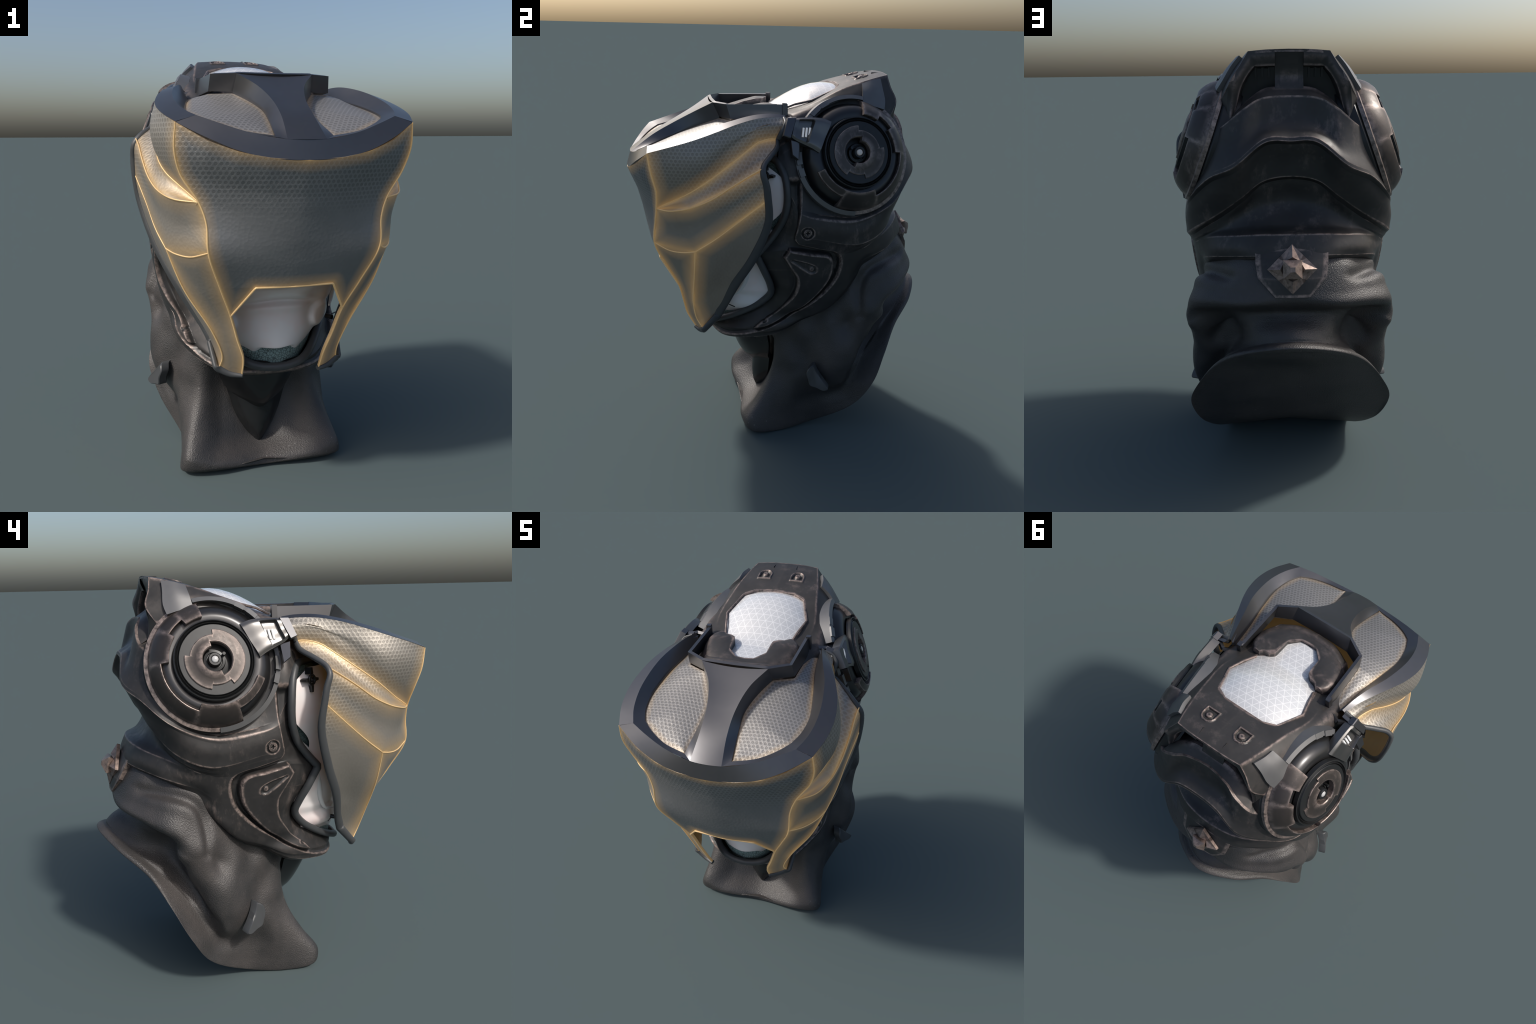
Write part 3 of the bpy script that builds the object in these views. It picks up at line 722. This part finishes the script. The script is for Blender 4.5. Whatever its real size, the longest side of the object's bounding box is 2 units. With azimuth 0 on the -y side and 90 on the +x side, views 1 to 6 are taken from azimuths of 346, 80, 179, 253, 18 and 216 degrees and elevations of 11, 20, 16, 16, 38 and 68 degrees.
# raised rim round the dome and forehead guard with two hooks
def dome_rim():
    m = Mesh()
    path = [(.172, -.04, 1.812), (.192, .03, 1.843), (.214, .112, 1.864), (.166, .247, 1.914), (.106, .279, 1.932)]
    P = np.vstack([cr([path[i], path[i + 1]], 10)[(1 if i else 0):] for i in range(len(path) - 1)])
    P = np.vstack([P, P[::-1] * V(-1, 1, 1)])
    m.tube(P, .006, seg=6); return m
dome_rim().build('lens_rim', [M['plate']], crown_ob, smooth=40)
def forehead_guard():
    m = Mesh()
    inn = [(.168, -.058), (.150, -.075), (.122, -.080), (.100, -.098), (.098, -.112), (.093, -.195), (.044, -.246), (0, -.250)]
    out = [(.205, -.060), (.230, -.085), (.240, -.125), (.238, -.18), (.220, -.240), (.172, -.300), (.092, -.335), (0, -.345)]
    a = np.array([(x, y, 0) for x, y in inn]); b = cr([(x, y, 0) for x, y in out], 8)
    a = np.vstack([cr([a[i], a[i + 1]], 8)[(1 if i else 0):] for i in range(7)]); b = cr([(x, y, 0) for x, y in out], len(a))
    def z(P, dz):
        Q = P.copy(); Q[:, 2] = np.interp(Q[:, 1], [-.33, -.25, -.12, -.05], [1.800, 1.815, 1.841, 1.840]) + dz; return Q
    rows = [z(a, -.055), z(a, 0), z(a * .7 + b * .3, .003), z(a * .45 + b * .55, .002), z(a * .2 + b * .8, -.006), z(b * .98 + a * .02, -.028), z(b * 1.01, -.06), z(b * 1.02, -.10)]
    for r in rows: r[-1, 0] = 0
    G = across(rows, 5, sharp=(1,))
    m.grid(G); 
    # end caps of the hooks
    n = G.shape[0]; m.add(G[:, 0], [tuple(range(n))])
    m.mirror(); return m
forehead_guard().build('forehead_guard', [M['plate']], crown_ob, recalc=True, smooth=45)

# grey side plates on the fin
def fin_plate(m):
    a = cr([(.200, .472, 1.968), (.236, .474, 1.925), (.274, .480, 1.865), (.302, .470, 1.825)], 12)
    b = cr([(.222, .368, 1.945), (.268, .362, 1.905), (.294, .356, 1.868), (.306, .352, 1.85)], 12)
    G = across([a, (a + b) / 2 + V(.006, 0, .004), b], 6) + V(.010, 0, .007)
    m.shell(G, .020, flip=normals(G)[6, 6, 0] < 0); return m
twin(fin_plate, 'fin_cover', [M['grey']], crown_ob, recalc=True, smooth=30)

# ------------------------------------------------------------------ ear pieces
EC = V(.476, .303, 1.649); EN = V(.933, .093, .347); EN /= np.linalg.norm(EN)
EU = V(0, 0, 1) - EN * EN[2]; EU /= np.linalg.norm(EU); EF = np.cross(EN, EU)   # EF points to the face
def ear(r, a, h):
    a = math.radians(a); return EC + EF * (r * math.cos(a)) + EU * (r * math.sin(a)) + EN * h
def sweep(m, prof, a0, a1, n=None, mat=0, closed=True, caps=True):
    """profile of (r,h) pairs turned about the ear axis between two angles"""
    whole = abs(a1 - a0) >= 360
    n = n or max(4, int(abs(a1 - a0) / 2.5)); A = np.linspace(a0, a1, n + 1)
    G = np.array([[ear(r, a, h) for r, h in prof] for a in A])
    if closed: G = np.concatenate([G, G[:, :1]], 1)
    m.grid(G, mat)
    if caps and not whole and closed:
        k = len(prof)
        m.add(G[0, :k], [tuple(range(k))], mat); m.add(G[-1, :k], [tuple(range(k))[::-1]], mat)
def ring_h(r): return np.interp(r, [.185, .20, .215, .228, .245, .262, .275, .285], [-.004, -.006, -.014, -.022, -.036, -.056, -.076, -.10])
def bezel(m):
    def prof(r0, r1):
        rs = np.linspace(r0, r1, 7); top = [(r, ring_h(r)) for r in rs]
        top[0] = (r0, ring_h(r0) - .003); top.insert(1, (r0 + .003, ring_h(r0 + .003)))
        return top + [(r1 - .002, ring_h(r1) - .03), (r0, ring_h(r0) - .045)]
    for a0, a1, r0, r1 in ((102, 125, .190, .281), (125, 147, .219, .281), (147, 181, .193, .281), (181, 249, .226, .281), (249, 294, .195, .281), (294, 338, .194, .229)):
        sweep(m, prof(r0, r1), a0, a1)
    # flat flange outside
    sweep(m, [(.276, -.088), (.297, -.094), (.297, -.112), (.276, -.115)], 100, 274)
    return m
ears = twin(bezel, 'ear_bezel', [M['bronze']], root, recalc=True, smooth=35)
def each(mk, name, mats, **k):
    a, b = twin(mk, name, mats, None, recalc=True, **k); a.parent = ears[0]; b.parent = ears[1]; return a, b
def bowl(m):
    sweep(m, [(.164, -.040), (.176, -.038), (.195, -.034), (.215, -.038), (.235, -.052), (.252, -.074), (.262, -.105), (.264, -.14)], 0, 360, 120, closed=False)
    return m
each(bowl, 'ear_bowl', [M['bowl']], smooth=60)
def seat(m):
    sweep(m, [(.255, -.115), (.285, -.108), (.300, -.125), (.305, -.19)], 0, 360, 120, closed=False); return m
each(seat, 'ear_seat', [M['satin_black']], smooth=30)
def rim_ring(m):
    sweep(m, [(.281, -.100), (.281, -.078), (.302, -.088), (.302, -.125)], -88, 12)
    sweep(m, [(.281, -.105), (.279, -.070), (.300, -.080), (.306, -.130)], 38, 104)
    for a0, a1, h in ((-20, -12, .012), (-8, 4, .016), (44, 54, .014), (57, 66, .010)):
        sweep(m, [(.276, -.10), (.276, -.078 + h), (.300, -.088 + h), (.302, -.12)], a0, a1)
    return m
each(rim_ring, 'ear_rim', [M['grey']], smooth=30)
def groove(m):
    sweep(m, [(.156, -.03), (.156, -.012), (.160, -.006), (.164, -.012), (.166, -.016), (.170, -.006), (.175, -.008), (.177, -.03)], 0, 360, 120, closed=False); return m
each(groove, 'ear_collar', [M['satin_black']], smooth=50)
def disc(m):
    sweep(m, [(.154, -.03), (.154, -.008), (.151, -.004), (.100, -.004), (.076, -.004), (.076, -.05)], 0, 360, 120, closed=False); return m
each(disc, 'ear_disc', [M['satin_black']], smooth=30)
def face(m):
    for a0, a1, ro in ((91, 171, .108), (171, 260, .130), (260, 305, .110), (305, 451, .130)):
        for b0, b1, ri in ((103, 294, .053), (294, 463, .075)):
            for sh in (-360, 0, 360):
                s0, s1 = max(a0, b0 + sh), min(a1, b1 + sh)
                if s1 - s0 > .5:
                    hi = .010 if ri < .06 else .004
                    sweep(m, [(ro, -.012), (ro, .001), (ro - .003, .003), (.092, .003), (.084, .004 if ri > .06 else .006), (ri + .004, hi), (ri, hi - .004), (ri, -.03)], s0, s1)
    return m
each(face, 'ear_face_plate', [M['bronze']], smooth=30)
def hub(m):
    sweep(m, [(.078, -.045), (.050, -.040), (.046, -.024), (.036, -.022), (.034, -.030), (.030, -.030), (.029, .000), (.026, .004), (.018, .004), (.017, -.002)], 0, 360, 80, closed=False)
    c = ear(.046, 30, -.012); m.tube([c - EN * .02, c + EN * .016], .007, seg=10); return m
each(hub, 'ear_hub', [M['satin_black']], smooth=40)
def lamp(m):
    sweep(m, [(.0150, -.006), (.0147, .002), (.010, .005), (.0005, .006)], 0, 360, 48, closed=False); return m
each(lamp, 'hub_lamp', [M['hub_lamp']], smooth=60)

# hinge arm between ear and visor
def hinge_arm(m):
    def at(a, r, h): return ear(r, a, h)
    # flaring tail hugging the bowl, then a boxy head
    top = [at(52, .200, -.030), at(46, .240, -.026), at(39, .285, -.028), at(33, .330, -.032), at(30.5, .350, -.034)]
    bot = [at(2, .200, -.022), at(7, .235, -.020), at(10, .275, -.020), at(12.5, .320, -.022), at(14.5, .345, -.024)]
    a, b = cr(top, 60), cr(bot, 60)
    mid = (a + b) / 2
    G = across([a - EN * .04, a, a * .86 + b * .14 + EN * .008, mid + EN * .004, b * .86 + a * .14 + EN * .008, b, b - EN * .04], 10, sharp=(1, 5))
    # sunk window for the bars
    u = np.linspace(0, 1, G.shape[1])[None, :]; v = np.linspace(0, 1, G.shape[0])[:, None]
    w = sm(u, .44, .50) * sm(u, .90, .87) * sm(v, .27, .32) * sm(v, .73, .68)
    G = G - EN * (w * .024)[..., None]
    m.grid(G)
    m.add(G[:, -1], [tuple(range(G.shape[0]))]); m.add(G[:, 0], [tuple(range(G.shape[0]))[::-1]])
    return m
arms = each(hinge_arm, 'hinge_arm', [M['arm']], smooth=35)
def bars(m):
    for k in (-1, 0, 1):
        c = V(.424, .044, 1.737) + EN * .004 + EF * (k * .0165) 
        m.tube([c - EU * .022 + EF * .004, c + EU * .022 - EF * .004], .0052, seg=8)
    return m
each(bars, 'light_bar', [M['lamp']], smooth=60)
def hinge_block(m):
    o = [ear(.350, 31, -.058), ear(.350, 13, -.043), ear(.385, 14, -.052), ear(.388, 28, -.062)]
    m.prism(o, EN * .032, bev=.004)
    # lower foot
    o = [ear(.300, 12, -.06), ear(.345, 12, -.05), ear(.335, 0, -.05), ear(.305, -4, -.06)]
    m.prism(o, EN * .030, bev=.003)
    # bracket to the visor lip
    for p, q, r in (((.272, -.022, 1.790), (.345, .008, 1.783), .011), ((.345, .008, 1.783), (.402, -.030, 1.778), .012)):
        m.tube([p, q], r, seg=4)
    m.prism([(.345, -.058, 1.768), (.402, -.050, 1.750), (.400, -.034, 1.790), (.352, -.038, 1.798)], (0, .022, .006), bev=.003)
    return m
each(hinge_block, 'hinge_block', [M['frame']], smooth=25)
def hinge_lamp(m):
    c = V(.378, -.049, 1.777); m.tube([c, c + V(0, -.008, .004)], .011, seg=16); return m
each(hinge_lamp, 'hinge_lamp', [M['lamp']], smooth=40)

# ------------------------------------------------------------------ face opening gasket
RIM = [[(0, -.352, 1.612), (.12, -.332, 1.612), (.22, -.265, 1.608), (.32, -.165, 1.605), (.385, -.100, 1.600), (.432, -.063, 1.546), (.460, -.046, 1.45), (.454, -.050, 1.347), (.427, -.083, 1.252), (.424, -.135, 1.178), (.428, -.190, 1.116)],
       [(.428, -.190, 1.116), (.420, -.165, 1.065), (.413, -.143, 1.018), (.384, -.108, .936), (.357, -.097, .875), (.318, -.146, .802), (.228, -.292, .692), (.130, -.408, .626), (.06, -.430, .607), (0, -.437, .604)]]
def gasket():
    m = Mesh(); P = corners(RIM, 160); P = np.vstack([P, P[-2:0:-1] * V(-1, 1, 1)])
    m.tube(P, .019, seg=10, closed=True); return m
gasket().build('face_gasket', [M['rubber']], root, smooth=60)

# ------------------------------------------------------------------ face mask
def mask():
    m = Mesh(); rows = []
    st = [  # z, half width, y at side, y at front
     (1.58, .40, -.075, -.33), (1.50, .436, -.058, -.36), (1.36, .440, -.060, -.39), (1.24, .415, -.085, -.40), (1.12, .400, -.10, -.42), (1.03, .392, -.10, -.435),
     (.965, .372, -.09, -.475), (.935, .365, -.09, -.465), (.91, .358, -.09, -.455), (.88, .350, -.09, -.458), (.84, .33, -.09, -.445), (.78, .31, -.10, -.445), (.71, .25, -.10, -.445), (.645, .17, -.12, -.440)]
    for z, w, ys, yf in st:
        k = np.interp(z, [.6, .78, .88, 1.10, 1.18, 1.26, 1.34, 1.5, 1.57], [.97, .99, 1, 1, .985, .98, 1, 1, .96])
        s = np.linspace(-k, k, 61); ex = np.interp(z, [.85, .95], [1.8, 2.3]); c = np.sqrt(np.clip(1 - abs(s) ** ex, 0, 1))
        zz = np.full(61, z)
        rows.append(np.stack([s * w, ys + (yf - ys) * c, zz], 1))
    G = across(rows, 8)
    x, y, z = abs(G[..., 0]), G[..., 1], G[..., 2]
    front = sm(-y, .10, .2)
    # cheek hollows, puffed muzzle, round cheek bosses, lip fold
    G[..., 1] += .028 * np.exp(-((x - .19) / .05) ** 2 - ((z - .86) / .09) ** 2) * front
    r = np.hypot(x - .235, z - .80); G[..., 1] -= .035 * sm(r, .075, .045) * front
    lip = .890 + .012 * np.cos(x * 14)
    G[..., 1] += .030 * np.exp(-((z - lip) / .013) ** 2) * sm(x, .2, .12)
    G[..., 1] -= .012 * np.exp(-((z - lip - .035) / .02) ** 2) * sm(x, .16, .08)
    # notched lower edge
    G[..., 2] += .045 * sm(x, .105, .06) * sm(z, .70, .645)
    m.grid(G); return m
mask_ob = mask().build('face_mask', [M['mask']], root, recalc=True, smooth=70)
def liner():
    m = Mesh(); rows = []
    for z, w, ys, yf in ((1.66, .34, .0, -.26), (1.50, .400, .0, -.30), (1.30, .405, .0, -.33), (1.12, .37, -.02, -.36), (.95, .325, -.04, -.36), (.80, .295, -.06, -.36), (.68, .24, -.08, -.41), (.60, .18, -.12, -.41)):
        s = np.linspace(-1, 1, 41); rows.append(np.stack([s * w, ys + (yf - ys) * np.sqrt(np.clip(1 - abs(s) ** 2.4, 0, 1)), np.full(41, z)], 1))
    m.grid(across(rows, 6)); return m
liner().build('face_padding', [M['padding']], root, recalc=True, smooth=70)
def mask_band(m):
    P = cr([(.395, -.105, 1.24), (.375, -.170, 1.15), (.355, -.205, 1.08), (.345, -.22, 1.0), (.325, -.24, .92), (.300, -.28, .855), (.27, -.335, .838)], 50)
    m.tube(P + V(.004, -.003, 0), np.interp(np.arange(50), [0, 6, 30, 49], [.006, .018, .018, .004]), seg=10)
    return m
twin(mask_band, 'mask_band', [M['white']], mask_ob, smooth=60)
def mask_sight(m):
    c = V(.418, -.150, 1.527); n = V(.86, -.50, .08); n /= np.linalg.norm(n); u = np.cross(n, V(0, 0, 1)); u /= np.linalg.norm(u); w = np.cross(u, n)
    ring = lambda r: np.array([c + n * .012 + u * r * math.cos(t) + w * r * math.sin(t) for t in np.linspace(0, 2 * math.pi, 32, endpoint=False)])
    m.tube(ring(.021), .006, closed=True); m.tube(ring(.009), .004, closed=True)
    for k in range(4):
        a = k * math.pi / 2; d = u * math.cos(a) + w * math.sin(a); e = -u * math.sin(a) + w * math.cos(a); L = .030 if k % 2 else .020
        b = c + d * .026
        m.prism([b - e * .009 - n * .02, b + e * .009 - n * .02, b + d * L + e * .005 - n * .02, b + d * L - e * .005 - n * .02], n * .035)
    return m
twin(mask_sight, 'mask_ornament', [M['satin_black']], mask_ob, recalc=True, smooth=50)
def mask_port(m):
    n = V(.55, -.8, -.05); n /= np.linalg.norm(n); c = V(.276, -.345, .786)
    m.tube([c - n * .02, c + n * .012], .011, seg=14); m.tube([c + V(.02, .03, .002), c + V(.05, .06, .002) + n * .004], .003, seg=6); return m
twin(mask_port, 'mask_port', [M['satin_black']], mask_ob, smooth=40)

# ------------------------------------------------------------------ leather neck
NECK = [
 [(0, .645, 1.16), (.18, .630, 1.15), (.33, .50, 1.12), (.385, .385, 1.06), (.38, .31, .95), (.37, .235, .86), (.35, .13, .78), (.31, .02, .70), (.25, -.06, .62), (.15, -.09, .58), (0, -.10, .57)],
 [(0, .692, 1.10), (.19, .668, 1.09), (.345, .525, 1.065), (.405, .410, 1.015), (.395, .32, .92), (.375, .225, .82), (.35, .12, .74), (.315, .02, .655), (.25, -.055, .585), (.15, -.08, .54), (0, -.08, .53)],
 [(0, .735, 1.02), (.20, .715, 1.00), (.365, .595, .985), (.440, .470, .945), (.440, .34, .86), (.392, .225, .77), (.352, .12, .695), (.325, .025, .61), (.258, -.055, .545), (.15, -.07, .50), (0, -.06, .49)],
 [(0, .748, .965), (.20, .735, .945), (.375, .635, .925), (.472, .510, .875), (.482, .360, .79), (.440, .235, .705), (.372, .13, .635), (.335, .04, .565), (.265, -.055, .50), (.15, -.065, .45), (0, -.05, .45)],
 [(0, .695, .905), (.18, .640, .885), (.335, .545, .855), (.446, .475, .795), (.490, .355, .69), (.462, .24, .625), (.380, .14, .565), (.345, .050, .515), (.272, -.055, .455), (.15, -.06, .41), (0, -.04, .40)],
 [(0, .710, .868), (.165, .655, .840), (.285, .550, .775), (.420, .475, .700), (.488, .355, .59), (.478, .245, .53), (.398, .145, .49), (.352, .050, .45), (.280, -.060, .41), (.15, -.06, .36), (0, -.03, .34)],
 [(0, .762, .838), (.168, .685, .792), (.265, .510, .695), (.390, .440, .585), (.478, .340, .47), (.478, .250, .425), (.415, .145, .42), (.355, .045, .39), (.285, -.070, .36), (.15, -.075, .31), (0, -.05, .28)],
 [(0, .788, .815), (.176, .695, .760), (.280, .505, .640), (.358, .390, .495), (.455, .315, .365), (.440, .25, .330), (.405, .135, .335), (.358, .02, .325), (.300, -.095, .29), (.16, -.10, .235), (0, -.08, .21)],
 [(0, .795, .802), (.190, .710, .742), (.310, .565, .625), (.370, .440, .468), (.400, .355, .320), (.378, .27, .240), (.362, .13, .220), (.370, -.02, .21), (.338, -.150, .19), (.18, -.160, .14), (0, -.12, .12)],
 [(0, .822, .800), (.20, .748, .745), (.333, .62, .640), (.424, .535, .500), (.470, .450, .348), (.425, .345, .205), (.358, .15, .110), (.380, -.03, .085), (.382, -.205, .095), (.23, -.228, .070), (0, -.190, .05)],
 [(0, .839, .790), (.202, .762, .735), (.336, .632, .628), (.434, .547, .496), (.492, .470, .350), (.446, .365, .182), (.355, .155, .040), (.380, -.03, .010), (.398, -.195, .032), (.250, -.240, .042), (0, -.210, .020)],
 [(0, .828, .772), (.198, .750, .718), (.328, .620, .610), (.424, .532, .476), (.478, .452, .328), (.430, .345, .158), (.342, .145, .022), (.362, -.03, .001), (.375, -.178, .010), (.235, -.222, .020), (0, -.195, .006)],
]
def neck():
    rows = [ctrl(r, 120) for r in NECK]
    rim = rows[-1]
    for i in range(2, 9):          # hollow between the two front cords of the neck
        P = rows[i]; P[:, 1] += .035 * sm(P[:, 0], .30, .17) * (P[:, 1] < .2)
        P[:, 0] -= .008 * np.exp(-((P[:, 1] - .135) / .05) ** 2) * (1 if 2 < i < 7 else .3) * (P[:, 0] > .2)
        P[:, 0] += .012 * np.exp(-((P[:, 1] - .03) / .05) ** 2) * (P[:, 0] > .2)
    for f in (.66, .33, 0.0):      # underside, a flat web from rim to rim
        bulge = .020 * (1 - f * f) * sm(rim[:, 1], .25, .45) * sm(rim[:, 1], .84, .70)
        rows.append(np.stack([rim[:, 0] * f, rim[:, 1] + bulge * .66, rim[:, 2] + (.012 + .022 * sm(rim[:, 1], .52, .36)) * (1 - f) - bulge * .7], 1))
    G = across(rows, 12, sharp=(len(NECK) - 1,))
    # small folds in the leather
    N = normals(G); x, y, z = G[..., 0], G[..., 1], G[..., 2]
    body = sm(z, .25, .4) * (np.arange(G.shape[0]) < 12 * 8)[:, None]
    fold = .010 * np.sin(22 * z + 9 * y + 3 * x) * np.exp(-((y - .5) / .16) ** 2) * sm(x, .1, .3) \
        + .012 * np.sin(30 * y + 16 * z + 1.0) * np.exp(-((y - .08) / .14) ** 2) * np.exp(-((z - .58) / .16) ** 2)
    cr_ = sdist(curve2([(.64, 1.045), (.52, 1.035), (.42, 1.00), (.375, .93), (.36, .84), (.37, .76)], 30), y, z, False)
    rd = sdist(curve2([(.60, 1.005), (.50, .99), (.43, .955), (.41, .88), (.40, .80)], 30), y, z, False)
    out = np.where(N[..., :1] * x[..., None] + N[..., 1:2] * (y[..., None] - .25) > 0, 1, -1)[..., 0]
    fold = fold * 1.0 + out * (-.020 * np.exp(-(cr_ / .022) ** 2) + .008 * np.exp(-(rd / .03) ** 2)) * sm(x, .15, .3)
    def blob(a, cx, cy, cz, r, rz=None): return a * np.exp(-((x - cx) ** 2 + (y - cy) ** 2) / r ** 2 - ((z - cz) / (rz or r)) ** 2)
    fold = fold + out * (blob(-.055, .475, .295, .71, .075, .085) + blob(-.085, .295, .505, .77, .07) + blob(.050, .455, .480, .775, .06) + blob(.010, .365, .525, 1.025, .07) + blob(-.055, .355, .475, .695, .06) + blob(.016, .25, .62, 1.06, .07))
    G = G + N * (fold * body)[..., None]; G[:, 0, 0] = 0; G[:, -1, 0] = 0
    m = Mesh(); m.grid(G); m.mirror(); return m
neck_ob = neck().build('leather_neck', [M['leather']], root, recalc=True, smooth=70)

def strap_tab(m):
    o = [(.428, .150, .463), (.437, .128, .455), (.440, .110, .425), (.452, .118, .385), (.452, .128, .350), (.470, .165, .340), (.490, .200, .332), (.500, .220, .345), (.485, .195, .385), (.455, .165, .430)]
    m.prism(cr(o + [o[0]], 40)[:-1] - V(.02, 0, 0), (.042, -.016, .0), bev=.005); return m
twin(strap_tab, 'strap_tab', [M['grey_dark']] if 'grey_dark' in M else [M['rubber']], neck_ob, recalc=True, smooth=40)

# chin guard hanging from the jaw
def chin_guard():
    m = Mesh()
    rows = [  # mid, half way, edge (x>0)
     [(0, -.30, .560), (.12, -.26, .560), (.21, -.09, .555)],
     [(0, -.265, .480), (.115, -.225, .480), (.200, -.075, .475)],
     [(0, -.225, .385), (.095, -.185, .395), (.172, -.070, .400)],
     [(0, -.185, .325), (.085, -.150, .348), (.155, -.070, .372)],
     [(0, -.140, .285), (.075, -.115, .320), (.150, -.062, .355)],
     [(0, -.138, .270), (.072, -.115, .300), (.142, -.060, .335)],
     [(0, -.140, .200), (.060, -.118, .215), (.112, -.062, .235)],
     [(0, -.130, .130), (.036, -.115, .145), (.068, -.080, .155)],
     [(0, -.112, .085), (.010, -.108, .088), (.018, -.098, .092)]]
    R = [cr(full(r), 31) for r in rows]
    m.shell(across(R, 8, sharp=(4, 5)), .03, flip=normals(across(R, 8))[10, 15, 1] > 0); return m
chin_guard().build('chin_guard', [M['black']], root, recalc=True, smooth=40)

# dark inner skull closes the view through small gaps
def skull():
    m = Mesh(); rows = []
    for z, w, yb, yf in ((1.88, .04, .35, .10), (1.83, .20, .44, -.02), (1.76, .285, .48, -.16), (1.60, .32, .52, -.22), (1.40, .36, .50, -.18), (1.20, .38, .46, -.15), (1.0, .36, .42, -.12), (.80, .30, .34, -.1), (.62, .22, .24, -.08)):
        t = np.linspace(0, 2 * math.pi, 48, endpoint=False)
        rows.append(np.stack([w * np.sin(t), (yb + yf) / 2 - (yb - yf) / 2 * np.cos(t), np.full(48, z)], 1))
    m.grid(across(rows, 4), wrap=True); return m
skull().build('inner_lining', [M['dark']], root, recalc=True, smooth=80)

bpy.context.view_layer.update()
